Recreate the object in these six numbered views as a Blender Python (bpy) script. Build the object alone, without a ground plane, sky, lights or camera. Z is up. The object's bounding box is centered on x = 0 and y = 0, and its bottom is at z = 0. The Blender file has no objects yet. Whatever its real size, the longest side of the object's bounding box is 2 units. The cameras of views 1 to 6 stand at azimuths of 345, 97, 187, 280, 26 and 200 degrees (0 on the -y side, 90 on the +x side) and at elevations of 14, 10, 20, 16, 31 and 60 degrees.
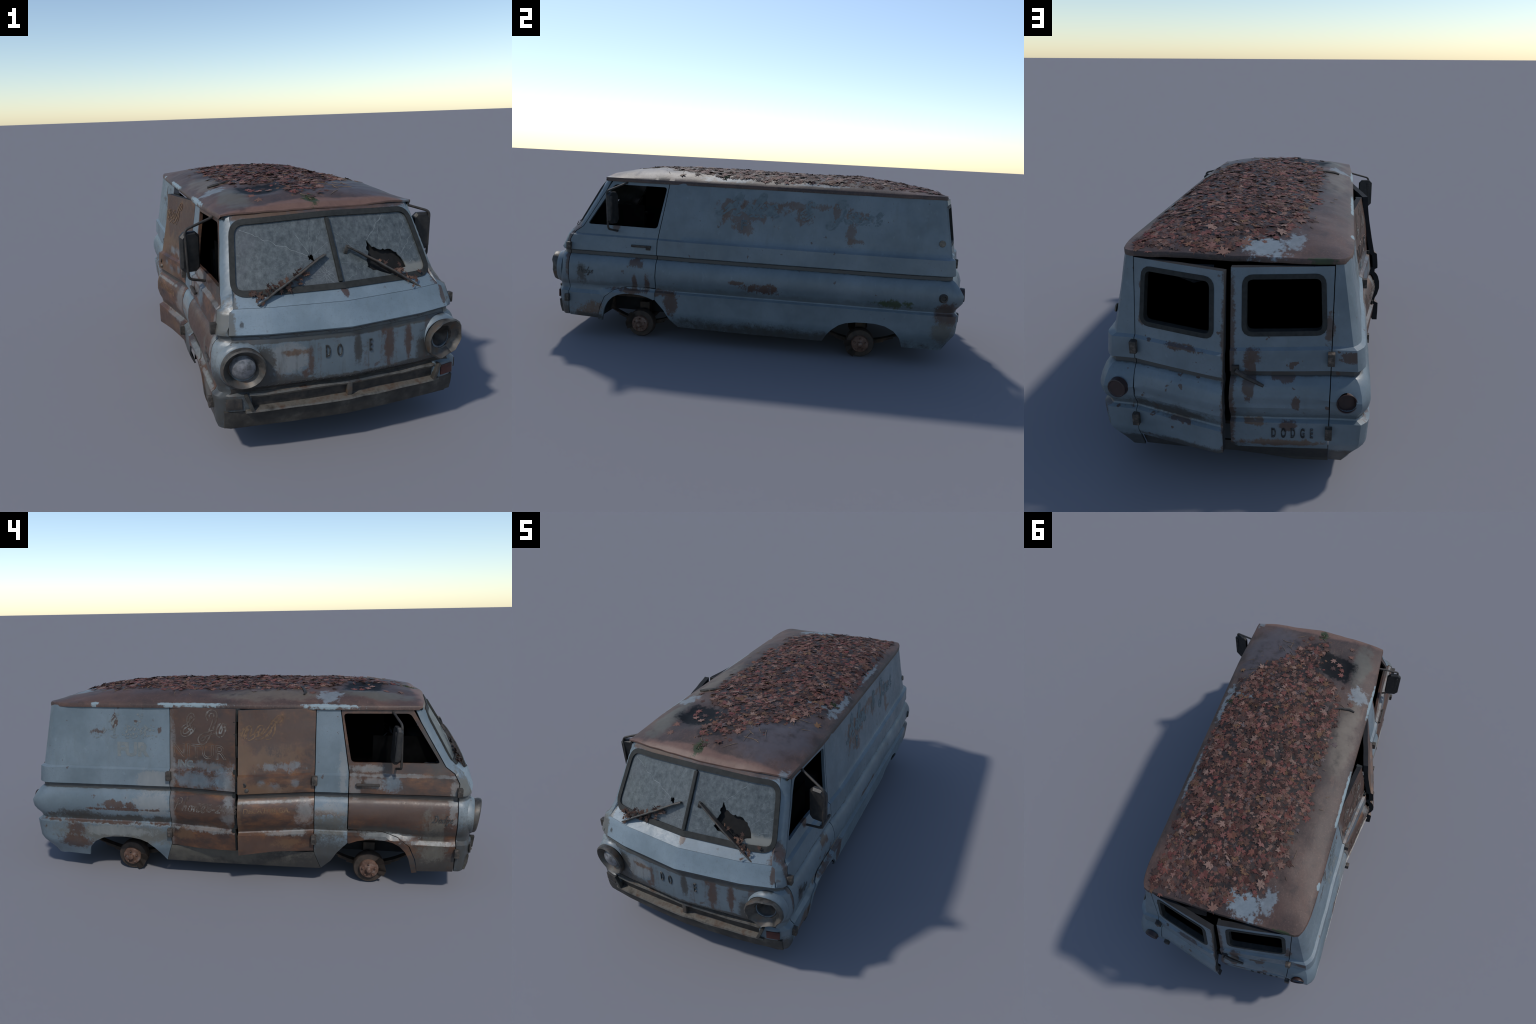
# Derelict 1960s cab-over panel van: rusted, stripped of its tyres, roof covered in maple leaves.
import bpy, bmesh, math, random
from mathutils import Vector, Matrix, noise
from mathutils.geometry import delaunay_2d_cdt

R = random.Random(7)
X0 = 0.014                      # the van's centre plane (mirror and open doors shift the bounding box)

# ------------------------------------------------------------------ helpers
def lerp_table(tab, v):
    """piecewise linear lookup; tab sorted ascending by first value"""
    if v <= tab[0][0]: return tab[0][1]
    for (a, fa), (b, fb) in zip(tab, tab[1:]):
        if v <= b:
            return fa + (fb - fa) * (v - a) / (b - a)
    return tab[-1][1]

def smooth(a, b, v):
    t = min(1, max(0, (v - a) / (b - a)))
    return t * t * (3 - 2 * t)

# half width of the body against height: roof line, belt ledge, groove, shoulder crease, lower ledge, sill tuck
WIDTH = sorted([(.770, .356), (.735, .362), (.500, .4015), (.4965, .402), (.4895, .4145), (.421, .4205), (.414, .409), (.400, .409),
         (.393, .419), (.380, .428), (.355, .436), (.322, .4395), (.292, .434), (.272, .425), (.258, .422),
         (.253, .4245), (.246, .4395), (.145, .4345), (.110, .4215), (.060, .401)])
# front edge at the corner and at the centre line (the nose is V shaped in plan)
YF_EDGE = sorted([(.770, -.727), (.750, -.742), (.530, -.866), (.500, -.906), (.425, -.936), (.412, -.922),
           (.392, -.932), (.300, -.940), (.245, -.942), (.170, -.938), (.100, -.930)])
YF_MID = sorted([(.770, -.766), (.754, -.777), (.531, -.922), (.500, -.960), (.425, -.998), (.412, -.984),
          (.392, -.987), (.255, -.992), (.247, -.980), (.238, -.963), (.100, -.956)])
# rear edge at the corner
YR = sorted([(.770, .832), (.750, .836), (.500, .877), (.4965, .878), (.4895, .889), (.421, .896), (.414, .886), (.401, .886),
      (.394, .896), (.370, .916), (.335, .937), (.304, .934), (.268, .909), (.258, .906), (.253, .908), (.246, .920), (.165, .916), (.062, .868)])
ZL = sorted({z for z, _ in WIDTH} | {.2, .45, .55, .6, .65, .7, .175})
H_PLAN = [(0, 0), (.68, .50), (.90, .84), (1, 1)]
CF, CR = .92, .935               # where the front / rear faces take over from the sides, as part of the width

def width(y, z):
    s = smooth(-.60, -.74, y) * (1 - smooth(.27, .37, z))      # the lower ledge steps down ahead of the front wheel
    w = lerp_table(WIDTH, z + .022 * s)
    w -= .013 * smooth(-.42, -.74, y) * (.25 + .75 * smooth(.40, .55, z))                      # the flanks draw in towards the nose
    w -= .024 * smooth(.66, .88, y) * (1 - smooth(.08, .175, z))   # and the lower rear corners tuck under
    return w

def dent(p, amp=.0022):
    v = Vector(p)
    return amp * noise.noise(v * 7) + amp * .6 * noise.noise(v * 17 + Vector((3, 1, 7)))

def side_surface(sign):
    def f(y, z):
        w = width(y, z)
        yr, yf = lerp_table(YR, z), lerp_table(YF_EDGE, z)
        k = 1
        if y > yr - .055:
            u = min(1, (y - yr + .055) / .055); k = 1 - (1 - CR) * u ** 2.4
        if y < yf + .035:
            u = min(1, (yf + .035 - y) / .035); k = 1 - (1 - CF) * u ** 2.2
        return Vector((X0 + sign * (w * k + (.010 * smooth(.20, .34, z) * smooth(-.50, -.30, y) * smooth(.84, .70, y) if sign > 0 else 0) + (dent((sign, y, z)) if .02 < (yr - y) and y - yf > .02 else 0)), y, z))
    return f

def front_surface(x, z):        # x measured from the centre plane
    w = width(-1, z) * CF
    a, b = lerp_table(YF_MID, z), lerp_table(YF_EDGE, z)
    t = min(1, abs(x) / w)
    return Vector((X0 + x, a + (b - a) * lerp_table(H_PLAN, t), z))

def rear_surface(x, z):
    w = width(1, z) * CR
    t = min(1, abs(x) / w)
    y = lerp_table(YR, z) + .010 * (1 - t ** 2)
    y -= .016 * (1 - smooth(.66, .88, t)) * max(0, 1 - abs(z - .325) / .055)     # only the corners carry the lamp pods
    return Vector((X0 + x, y, z))

ROOF_MID = [(-.785, .760), (-.755, .785), (-.65, .807), (-.53, .820), (-.28, .823), (.2, .820), (.47, .818), (.62, .806), (.77, .784), (.840, .764)]
ROOF_CROSS = [(0, 1), (.3, .965), (.5, .88), (.7, .73), (.82, .55), (.93, .25), (1, 0)]
ROOF_W = .349
def RW(y): return ROOF_W + .015 * smooth(-.74, -.40, y) * smooth(.87, .70, y)
def roof_front(x): return -.771 + .038 * lerp_table(H_PLAN, min(1, abs(x) / ROOF_W))
POOL = (-.145, -.515)
def roof_surface(x, y):
    zc = lerp_table(ROOF_MID, y + (.0 if y > -.6 else .03 * abs(x) / ROOF_W * -1))
    e = .764
    c = (.045 - .02 * smooth(.1, -.3, y)) * smooth(-.76, -.5, y) * smooth(.84, .6, y)      # the crown lies off the centre line
    u = (x - c) / (RW(y) - c) if x > c else (c - x) / (RW(y) + c)
    z = e + max(0, zc - e) * lerp_table(ROOF_CROSS, min(1, u))
    d = math.hypot((x - POOL[0]) / .085, (y - POOL[1]) / .10)
    z -= .008 * (1 - smooth(.55, 1.25, d))
    edge = min(1, max(0, RW(y) - abs(x)) / .05)
    z += edge * (dent((x, y, 2), .005) + dent((x * .5, y * .5, 5), .004))
    return Vector((X0 + x, y, z))

# ------------------------------------------------------------------ object creation
COLL = bpy.context.scene.collection
def add_object(name, mesh, parent=None, mats=()):
    ob = bpy.data.objects.new(name, mesh)
    COLL.objects.link(ob)
    for m in mats:
        if m.name not in [mm.name for mm in mesh.materials if mm]: mesh.materials.append(m)
    if parent: ob.parent = parent
    return ob

def finish(bm, name, parent, mats, angle=32, xf=None, recalc=True):
    if recalc: bmesh.ops.recalc_face_normals(bm, faces=bm.faces)
    if xf: bmesh.ops.transform(bm, matrix=xf, verts=bm.verts)
    me = bpy.data.meshes.new(name)
    bm.to_mesh(me); bm.free()
    for p in me.polygons: p.use_smooth = True
    me.set_sharp_from_angle(angle=math.radians(angle))
    return add_object(name, me, parent, mats)

def inside(poly, x, y):
    c = False
    n = len(poly)
    for i in range(n):
        x1, y1 = poly[i]; x2, y2 = poly[i - 1]
        if (y1 > y) != (y2 > y) and x < (x2 - x1) * (y - y1) / (y2 - y1) + x1: c = not c
    return c

def densify(poly, step, levels):
    out = []
    n = len(poly)
    for i in range(n):
        a, b = poly[i], poly[(i + 1) % n]
        L = math.hypot(b[0] - a[0], b[1] - a[1])
        ts = {k / max(1, round(L / step)) for k in range(max(1, round(L / step)))}
        if abs(b[1] - a[1]) > 1e-6:
            for z in levels:
                t = (z - a[1]) / (b[1] - a[1])
                if .001 < t < .999 and min(abs(t - q) for q in ts) * L > .0012: ts.add(t)
        out += [(a[0] + (b[0] - a[0]) * t, a[1] + (b[1] - a[1]) * t) for t in sorted(ts)]
    return out

def dist_poly(pts, x, y):
    return min((px - x) ** 2 + (py - y) ** 2 for px, py in pts) ** .5

def triangulate(outline, holes, levels, step=.018, bstep=.010):
    loops = [densify(outline, bstep, levels)] + [densify(h, bstep * .8, levels) for h in holes]
    pts, edges = [], []
    for lp in loops:
        s = len(pts); pts += lp
        edges += [(s + i, s + (i + 1) % len(lp)) for i in range(len(lp))]
    bpts = list(pts)
    us = [p[0] for p in outline]; vs = [p[1] for p in outline]
    rows = sorted([z for z in levels if min(vs) < z < max(vs)])
    base = [min(vs)] + rows + [max(vs)]
    full = list(rows)
    for a, b in zip(base, base[1:]):
        k = int((b - a) / step)
        full += [a + (b - a) * i / (k + 1) for i in range(1, k + 1)]
    ncol = max(2, int((max(us) - min(us)) / step))
    for r in full:
        for i in range(ncol + 1):
            u = min(us) + (max(us) - min(us)) * i / ncol
            if inside(outline, u, r) and not any(inside(h, u, r) for h in holes) and dist_poly(bpts, u, r) > .0045:
                pts.append((u, r))
    v, e, f, *_ = delaunay_2d_cdt([Vector(p) for p in pts], edges, [], 0, 1e-6)
    keep = []
    for t in f:
        cx = sum(v[i][0] for i in t) / 3; cy = sum(v[i][1] for i in t) / 3
        if inside(outline, cx, cy) and not any(inside(h, cx, cy) for h in holes): keep.append(t)
    return v, keep

def panel(name, outline, surf, out_dir, parent, mats, holes=(), thick=.007, levels=ZL, step=.018, xf=None, angle=32, bstep=.010, bulge=None):
    """sheet-metal panel: outline in surface coordinates, mapped on the surface, given thickness; slot 0 outside, slot 1 inside"""
    v, tris = triangulate(outline, list(holes), levels, step, bstep)
    bm = bmesh.new()
    P = [surf(p[0], p[1]) for p in v]
    if bulge: P = [bulge(p) for p in P]
    od = Vector(out_dir)
    top = [bm.verts.new(p) for p in P]
    for t in tris:
        try: f = bm.faces.new([top[i] for i in t])
        except ValueError: continue
        f.normal_update()
        if f.normal.dot(od) < 0: f.normal_flip()
    for vv in [q for q in bm.verts if not q.link_faces]: bm.verts.remove(vv)
    bm.normal_update()
    outer = list(bm.faces)
    bed = [e for e in bm.edges if len(e.link_faces) == 1]
    mp = {}
    for vv in list(bm.verts):
        n = (vv.normal + od * 1.2).normalized()
        mp[vv] = bm.verts.new(vv.co - n * thick)
    for f in outer:
        g = bm.faces.new([mp[x] for x in reversed(f.verts)]); g.material_index = 1
    for e in bed:
        f = e.link_faces[0]
        a, b = e.verts
        vs = list(f.verts)
        if vs[(vs.index(a) + 1) % 3] is not b: a, b = b, a
        try: q = bm.faces.new([b, a, mp[a], mp[b]]); q.material_index = 1 if thick > .015 else 0
        except ValueError: pass
    return finish(bm, name, parent, mats, angle, xf, recalc=False)

def box_bm(bm, c, s, rot=None, taper=1.0):
    vs = []
    for dz in (-1, 1):
        for dx, dy in ((-1, -1), (1, -1), (1, 1), (-1, 1)):
            k = taper if dz > 0 else 1
            p = Vector((dx * s[0] / 2 * k, dy * s[1] / 2 * k, dz * s[2] / 2))
            if rot: p = rot @ p
            vs.append(bm.verts.new(Vector(c) + p))
    for q in ((3, 2, 1, 0), (4, 5, 6, 7), (0, 1, 5, 4), (1, 2, 6, 5), (2, 3, 7, 6), (3, 0, 4, 7)):
        bm.faces.new([vs[i] for i in q])
    return vs

def box(name, c, s, parent, mats, rot=None, bevel=.002, taper=1.0, xf=None):
    bm = bmesh.new(); box_bm(bm, c, s, rot, taper)
    if bevel: bmesh.ops.bevel(bm, geom=list(bm.edges), offset=bevel, segments=2, profile=.6, affect='EDGES')
    return finish(bm, name, parent, mats, 40, xf)

def tube_bm(bm, path, r, seg=10, caps=True):
    rings = []
    n = len(path)
    P = [Vector(p) for p in path]
    for i, p in enumerate(P):
        d = (P[min(i + 1, n - 1)] - P[max(i - 1, 0)]).normalized()
        a = d.orthogonal().normalized() if i == 0 else (rings_a - d * rings_a.dot(d)).normalized()
        rings_a = a; b = d.cross(a)
        rr = r[i] if isinstance(r, (list, tuple)) else r
        rings.append([bm.verts.new(p + (a * math.cos(2 * math.pi * k / seg) + b * math.sin(2 * math.pi * k / seg)) * rr) for k in range(seg)])
    for A, B in zip(rings, rings[1:]):
        for k in range(seg): bm.faces.new([A[k], A[(k + 1) % seg], B[(k + 1) % seg], B[k]])
    if caps:
        bm.faces.new(list(reversed(rings[0]))); bm.faces.new(rings[-1])

def round_path(pts, r=.015, n=5):
    P = [Vector(p) for p in pts]; out = [P[0]]
    for a, b, c in zip(P, P[1:], P[2:]):
        d1 = (a - b).normalized(); d2 = (c - b).normalized()
        k = min(r, (a - b).length * .45, (c - b).length * .45)
        p, q = b + d1 * k, b + d2 * k
        for i in range(n + 1):
            t = i / n
            out.append(p.lerp(b, t).lerp(b.lerp(q, t), t))
    out.append(P[-1]); return out

def lathe_bm(bm, prof, origin, axis, seg=32, wob=None):
    """revolve (radius, distance along axis) profile"""
    ax = Vector(axis).normalized(); u = ax.orthogonal().normalized(); v = ax.cross(u)
    O = Vector(origin); rings = []
    for r, h in prof:
        ring = []
        for k in range(seg):
            a = 2 * math.pi * k / seg
            d = u * math.cos(a) + v * math.sin(a)
            p = O + d * r + ax * h
            if wob: p = wob(p, d, r, h)
            ring.append(bm.verts.new(p))
        rings.append(ring)
    for A, B in zip(rings, rings[1:]):
        for k in range(seg): bm.faces.new([A[k], A[(k + 1) % seg], B[(k + 1) % seg], B[k]])
    return rings

def lathe(name, prof, origin, axis, parent, mats, seg=32, cap=True, wob=None, angle=35):
    bm = bmesh.new(); rings = lathe_bm(bm, prof, origin, axis, seg, wob)
    if cap:
        bm.faces.new(rings[0]); bm.faces.new(rings[-1])
    return finish(bm, name, parent, mats, angle)

def sweep_section(name, stations, parent, mats, angle=35, xf=None):
    """stations: list of closed cross-sections with equal point count; capped loft"""
    bm = bmesh.new()
    rings = [[bm.verts.new(Vector(p)) for p in s] for s in stations]
    n = len(rings[0])
    for A, B in zip(rings, rings[1:]):
        for k in range(n): bm.faces.new([A[k], A[(k + 1) % n], B[(k + 1) % n], B[k]])
    bm.faces.new(rings[0]); bm.faces.new(rings[-1])
    return finish(bm, name, parent, mats, angle, xf)

def rounded(poly, r, n=5):
    out = []
    m = len(poly)
    for i in range(m):
        a, b, c = Vector(poly[i - 1]), Vector(poly[i]), Vector(poly[(i + 1) % m])
        d1 = (a - b).normalized(); d2 = (c - b).normalized()
        k = min(r, (a - b).length * .4, (c - b).length * .4)
        p, q = b + d1 * k, b + d2 * k
        for j in range(n + 1):
            t = j / n
            w = p.lerp(b, t).lerp(b.lerp(q, t), t); out.append((w.x, w.y))
    return out

def inset(poly, d):
    """offset a simple polygon inwards"""
    area = sum(poly[i - 1][0] * poly[i][1] - poly[i][0] * poly[i - 1][1] for i in range(len(poly)))
    s = 1 if area > 0 else -1
    out = []
    m = len(poly)
    for i in range(m):
        a, b, c = Vector(poly[i - 1]), Vector(poly[i]), Vector(poly[(i + 1) % m])
        d1 = (b - a).normalized(); d2 = (c - b).normalized()
        n1 = Vector((-d1.y, d1.x)) * s; n2 = Vector((-d2.y, d2.x)) * s
        nn = n1 + n2
        if nn.length < 1e-6: nn = n1
        nn.normalize()
        k = d / max(.5, nn.dot(n1))
        out.append((b.x + nn.x * k, b.y + nn.y * k))
    return out

# ------------------------------------------------------------------ materials
class G:
    """small node-graph writer"""
    def __init__(self, name):
        self.m = bpy.data.materials.new(name); self.m.use_nodes = True
        self.t = self.m.node_tree; self.t.nodes.clear()
        self.out = self.n('ShaderNodeOutputMaterial'); self.bsdf = self.n('ShaderNodeBsdfPrincipled')
        self.t.links.new(self.bsdf.outputs[0], self.out.inputs[0])
        self.co = self.n('ShaderNodeTexCoord').outputs['Object']
        s = self.n('ShaderNodeSeparateXYZ'); self.l(self.co, s.inputs[0]); self.xyz = s.outputs
    def n(self, t): return self.t.nodes.new(t)
    def l(self, a, b): self.t.links.new(a, b)
    def put(self, sock, v):
        if isinstance(v, bpy.types.NodeSocket): self.l(v, sock)
        elif isinstance(v, tuple) and len(v) == 3 and sock.type == 'RGBA': sock.default_value = (*v, 1)
        else: sock.default_value = v
    def math(self, op, a, b=0.0, c=0.0, clamp=False):
        n = self.n('ShaderNodeMath'); n.operation = op; n.use_clamp = clamp
        for i, v in enumerate((a, b, c)): self.put(n.inputs[i], v)
        return n.outputs[0]
    def map(self, scale, loc=(0, 0, 0), rot=(0, 0, 0)):
        n = self.n('ShaderNodeMapping'); self.l(self.co, n.inputs[0])
        n.inputs['Scale'].default_value = scale; n.inputs['Location'].default_value = loc; n.inputs['Rotation'].default_value = rot
        return n.outputs[0]
    def noise(self, scale, detail=4, rough=.6, vec=None, dist=0):
        n = self.n('ShaderNodeTexNoise'); self.l(vec or self.co, n.inputs['Vector'])
        n.inputs['Scale'].default_value = scale; n.inputs['Detail'].default_value = detail
        n.inputs['Roughness'].default_value = rough; n.inputs['Distortion'].default_value = dist
        return n.outputs[0]
    def voronoi(self, scale, vec=None, feature='F1', out='Distance'):
        n = self.n('ShaderNodeTexVoronoi'); n.feature = feature; self.l(vec or self.co, n.inputs['Vector'])
        n.inputs['Scale'].default_value = scale
        return n.outputs[out]
    def ramp(self, fac, stops, interp='LINEAR'):
        n = self.n('ShaderNodeValToRGB'); self.put(n.inputs[0], fac); cr = n.color_ramp; cr.interpolation = interp
        while len(cr.elements) < len(stops): cr.elements.new(.5)
        for e, (p, c) in zip(cr.elements, stops):
            e.position = p; e.color = (*c, 1) if isinstance(c, tuple) else (c, c, c, 1)
        return n.outputs[0]
    def mix(self, fac, a, b, mode='MIX'):
        n = self.n('ShaderNodeMix'); n.data_type = 'RGBA'; n.blend_type = mode
        self.put(n.inputs[0], fac); self.put(n.inputs[6], a); self.put(n.inputs[7], b)
        return n.outputs[2]
    def step(self, v, lo, hi):
        n = self.n('ShaderNodeMapRange'); n.interpolation_type = 'SMOOTHSTEP'; self.put(n.inputs[0], v)
        n.inputs[1].default_value = lo; n.inputs[2].default_value = hi
        return n.outputs[0]
    def blob(self, c, r, amp, soft, nz):
        """ellipsoidal patch with ragged noisy border; c and r use None for an axis that does not matter"""
        acc = None
        for i in range(3):
            if c[i] is None: continue
            d = self.math('DIVIDE', self.math('SUBTRACT', self.xyz[i], c[i]), r[i])
            d = self.math('MULTIPLY', d, d)
            acc = d if acc is None else self.math('ADD', acc, d)
        dist = self.math('SQRT', acc)
        v = self.math('MULTIPLY_ADD', self.math('SUBTRACT', nz, .5), amp * 4.5, self.math('SUBTRACT', 1.0, dist))
        return self.step(v, -soft, soft)
    def bump(self, h, strength=.3, dist=.002):
        b = self.n('ShaderNodeBump'); b.inputs['Strength'].default_value = strength; b.inputs['Distance'].default_value = dist
        self.l(h, b.inputs['Height']); self.l(b.outputs[0], self.bsdf.inputs['Normal'])
    def done(self, color, rough=.6, metal=0.0, spec=.5):
        self.put(self.bsdf.inputs['Base Color'], color); self.put(self.bsdf.inputs['Roughness'], rough)
        self.put(self.bsdf.inputs['Metallic'], metal); self.put(self.bsdf.inputs['Specular IOR Level'], spec)
        return self.m

BLUE_A, BLUE_B = (.089, .118, .137), (.128, .164, .190)
def weathered(name, base='paint', patches=(), chips=.0, chip_lo=.66, grain=1.0, streak=.35, runs=0.0, groove=True, tint=1.0):
    g = G(name)
    fine = g.noise(160, 3, .7)
    mott = g.noise(5, 5, .65)
    drip = g.noise(1, 5, .6, g.map((28, 28, 2.2)))
    rag = g.math('MULTIPLY_ADD', g.math('SUBTRACT', g.noise(55, 6, .7), .5), .5, g.noise(13, 8, .72))
    rag2 = g.noise(38, 6, .7, g.map((1, 1, .55)))
    speck = g.math('SUBTRACT', g.noise(170, 4, .75), .5)
    rag = g.math('MULTIPLY_ADD', speck, .45, rag)
    rag3 = g.math('MULTIPLY_ADD', g.math('SUBTRACT', g.noise(16, 4, .6), .5), .7, g.math('MULTIPLY_ADD', speck, .4, rag2))
    dripr = g.math('MULTIPLY_ADD', g.math('SUBTRACT', rag, .5), .8, drip)
    paint = g.mix(g.step(mott, .3, .7), tuple(c * tint for c in BLUE_A), tuple(c * tint for c in BLUE_B))
    paint = g.mix(g.math('MULTIPLY', g.step(drip, .52, .78), streak), paint, (.085, .100, .105))
    paint = g.mix(g.math('MULTIPLY', g.step(fine, .45, .8), .30 * grain), paint, (.060, .075, .080))
    paint = g.mix(g.math('MULTIPLY', g.step(rag2, .58, .72), .25), paint, (.190, .250, .280))
    rn = g.noise(9, 8, .68, g.map((1, 1.0, 1.9)))
    rustc = g.ramp(rn, [(.30, (.017, .012, .010)), (.45, (.043, .021, .013)), (.58, (.092, .038, .016)), (.70, (.165, .073, .024))])
    smear = g.noise(1, 6, .7, g.map((9, 7, 26)))
    rustc = g.mix(g.math('MULTIPLY', g.step(smear, .52, .74), .55), rustc, (.175, .076, .026))
    rustc = g.mix(g.math('MULTIPLY', g.step(smear, .46, .28), .5), rustc, (.022, .015, .013))
    rustc = g.mix(g.math('MULTIPLY', fine, .45), rustc, (.040, .024, .018))
    cols = dict(paint=paint, rust=rustc,
        dark=g.mix(rag2, (.018, .018, .017), (.050, .045, .038)),
        brown=g.mix(rag2, (.036, .020, .014), (.068, .034, .021)),
        stain=g.mix(rag2, (.052, .028, .019), (.100, .052, .033)),
        ochre=g.mix(rag2, (.125, .068, .030), (.058, .030, .017)),
        primer=g.mix(rag2, (.15, .16, .16), (.21, .21, .205)),
        pale=g.mix(rag2, (.17, .19, .19), (.25, .265, .26)),
        mud=g.mix(rag2, (.060, .055, .043), (.115, .105, .085)),
        moss=g.mix(rag2, (.020, .030, .010), (.050, .065, .020)),
        deep=g.mix(rag2, (.085, .125, .155), (.12, .17, .205)))
    col = cols[base]
    for kind, c, r, amp, soft, tex in patches:
        nz = dict(r=rag, f=rag3, d=dripr, m=mott)[tex]
        k = dict(pale=.46, primer=.70 if base == 'paint' else .52, ochre=.85, mud=.85, deep=.58, paint=.50, stain=.78).get(kind, .92)
        col = g.mix(g.math('MULTIPLY', g.blob(c, r, amp, soft * 1.5, nz), g.math('MULTIPLY_ADD', rag2, .5, k - .28, clamp=True)), col, cols[kind])
    gz = g.math('ADD', g.xyz[2], g.math('MULTIPLY', g.math('SUBTRACT', rag2, .5), .012))
    inb = g.math('MULTIPLY', g.step(gz, .396, .400), g.step(gz, .419, .415))
    low = g.math('MULTIPLY', g.step(gz, .255, .259), g.step(g.math('MULTIPLY_ADD', rag, -.05, gz), .262, .240))
    if groove: col = g.mix(g.math('MAXIMUM', g.math('MULTIPLY', inb, .85), g.math('MULTIPLY', low, .38)), col, cols['dark'])  # shadow of the groove and lower recess darkened into the paint
    if runs:     # rust runs: vertical streaks of stain breaking up into specks
        fine_run = g.math('MULTIPLY_ADD', g.math('SUBTRACT', rag, .5), .55, g.noise(1, 4, .6, g.map((34, 34, 3.0))))
        col = g.mix(g.math('MULTIPLY', g.step(fine_run, .54, .72), runs), col, cols['brown'])
        run2 = g.math('MULTIPLY_ADD', g.math('SUBTRACT', rag2, .5), .5, g.noise(1, 4, .6, g.map((22, 22, 2.4), (3, 1, 0))))
        col = g.mix(g.math('MULTIPLY', g.step(run2, .60, .72), runs * .6), col, cols['dark'])
    if chips:
        cz = g.noise(26, 5, .55); spots = g.noise(90, 3, .5)
        m = g.math('MAXIMUM', g.step(cz, chip_lo, chip_lo + .015), g.math('MULTIPLY', g.step(spots, .71, .73), g.step(mott, .5, .6)))
        col = g.mix(g.math('MULTIPLY', m, chips), col, cols['brown'])
    g.bump(g.math('ADD', g.math('MULTIPLY', rag2, .6), g.math('MULTIPLY', fine, .25)), .25, .002)
    return g.done(col, g.ramp(rag, [(.3, .34), (.7, .58)]), 0, .6)

def simple(name, a, b, scale=30, rough=.7, metal=0.0, bump=.25, spec=.4, c=None):
    g = G(name); nz = g.noise(scale, 6, .65)
    st = [(.35, a), (.65, b)] if c is None else [(.32, a), (.52, b), (.70, c)]
    g.bump(nz, bump, .003)
    return g.done(g.ramp(nz, st), rough, metal, spec)

N_ = None
M_INNER = simple('inner_metal', (.007, .007, .008), (.014, .014, .015), 20, .9)
M_VOID = simple('near_black_sheet', (.002, .002, .002), (.004, .004, .004), 20, 1.0, 0, 0, .0)
M_MIRROR = simple('mirror_black', (.010, .010, .010), (.020, .019, .018), 50, .5, c=(.035, .030, .026))
M_RUBBER = simple('rubber_seal', (.010, .011, .010), (.022, .023, .021), 60, .75)
M_BLACK = simple('black_metal', (.014, .013, .012), (.035, .030, .026), 40, .6, c=(.06, .045, .035))
M_CHASSIS = simple('chassis_rust', (.020, .016, .013), (.045, .032, .024), 25, .85, c=(.075, .048, .03))
M_DRUM = simple('drum_iron', (.030, .024, .020), (.060, .042, .032), 45, .7, .2)
M_HUB = simple('hub_rust', (.055, .032, .024), (.12, .065, .045), 50, .65, .2, c=(.18, .14, .12))
M_BAR = simple('worn_bar', (.040, .033, .026), (.120, .110, .094), 24, .5, .2, .3, .5, c=(.075, .042, .026))
M_CHROME = simple('pitted_chrome', (.026, .023, .020), (.082, .075, .066), 24, .5, .35, .3, .5, c=(.10, .06, .035))
M_BUMPER = simple('bumper_steel', (.016, .015, .013), (.036, .032, .027), 16, .6, c=(.075, .068, .056))
M_HINGE = simple('hinge_steel', (.022, .020, .018), (.055, .046, .038), 60, .6, .2, c=(.15, .12, .10))
M_LENS = simple('lamp_glass', (.06, .06, .062), (.21, .21, .22), 45, .35, 0, .35, .6)
M_RED = simple('red_lens', (.035, .010, .008), (.080, .020, .014), 40, .4)
M_DARKRED = simple('tail_lens', (.020, .012, .012), (.038, .020, .018), 40, .45)
M_SEAT = simple('torn_vinyl', (.006, .006, .007), (.014, .014, .015), 18, .8)

# --- right/left here follow the frame: west = x<0 (cargo doors), east = x>0
M_EAST = weathered('east_paint', patches=[
    ('stain', (N_, -.06, .625), (1, .105, .036), .75, .16, 'f'), ('stain', (N_, -.13, .655), (1, .06, .04), .6, .12, 'f'),
    ('stain', (N_, .03, .67), (1, .10, .024), .9, .16, 'f'), ('stain', (N_, -.06, .575), (1, .05, .03), .6, .12, 'f'),
    ('stain', (N_, .20, .685), (1, .12, .014), .9, .16, 'f'), ('stain', (N_, .215, .64), (1, .03, .03), .8, .12, 'f'),
    ('stain', (N_, .355, .665), (1, .014, .045), .5, .12, 'f'), ('stain', (N_, .43, .575), (1, .02, .055), .6, .15, 'f'),
    ('stain', (N_, .45, .545), (1, .04, .012), .6, .15, 'f'), ('stain', (N_, .46, .66), (1, .05, .02), .9, .12, 'f'),
    ('brown', (N_, .03, .30), (1, .075, .022), .8, .15, 'f'), ('brown', (N_, -.07, .325), (1, .03, .01), .8, .15, 'f'),
    ('brown', (N_, -.385, .20), (1, .032, .055), .45, .12, 'r'), ('brown', (N_, -.44, .245), (1, .07, .016), .7, .15, 'f'),
    ('brown', (N_, .87, .245), (1, .055, .05), .5, .15, 'r'), ('mud', (N_, .86, .165), (1, .05, .055), .5, .2, 'r'),
    ('moss', (N_, .62, .283), (1, .07, .018), .7, .2, 'f'),
    ('dark', (N_, .10, .09), (1, .60, .035), .6, .4, 'r'), ('mud', (N_, -.80, .135), (1, .06, .04), .7, .3, 'r')],
    chips=.8, chip_lo=.70)
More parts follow.
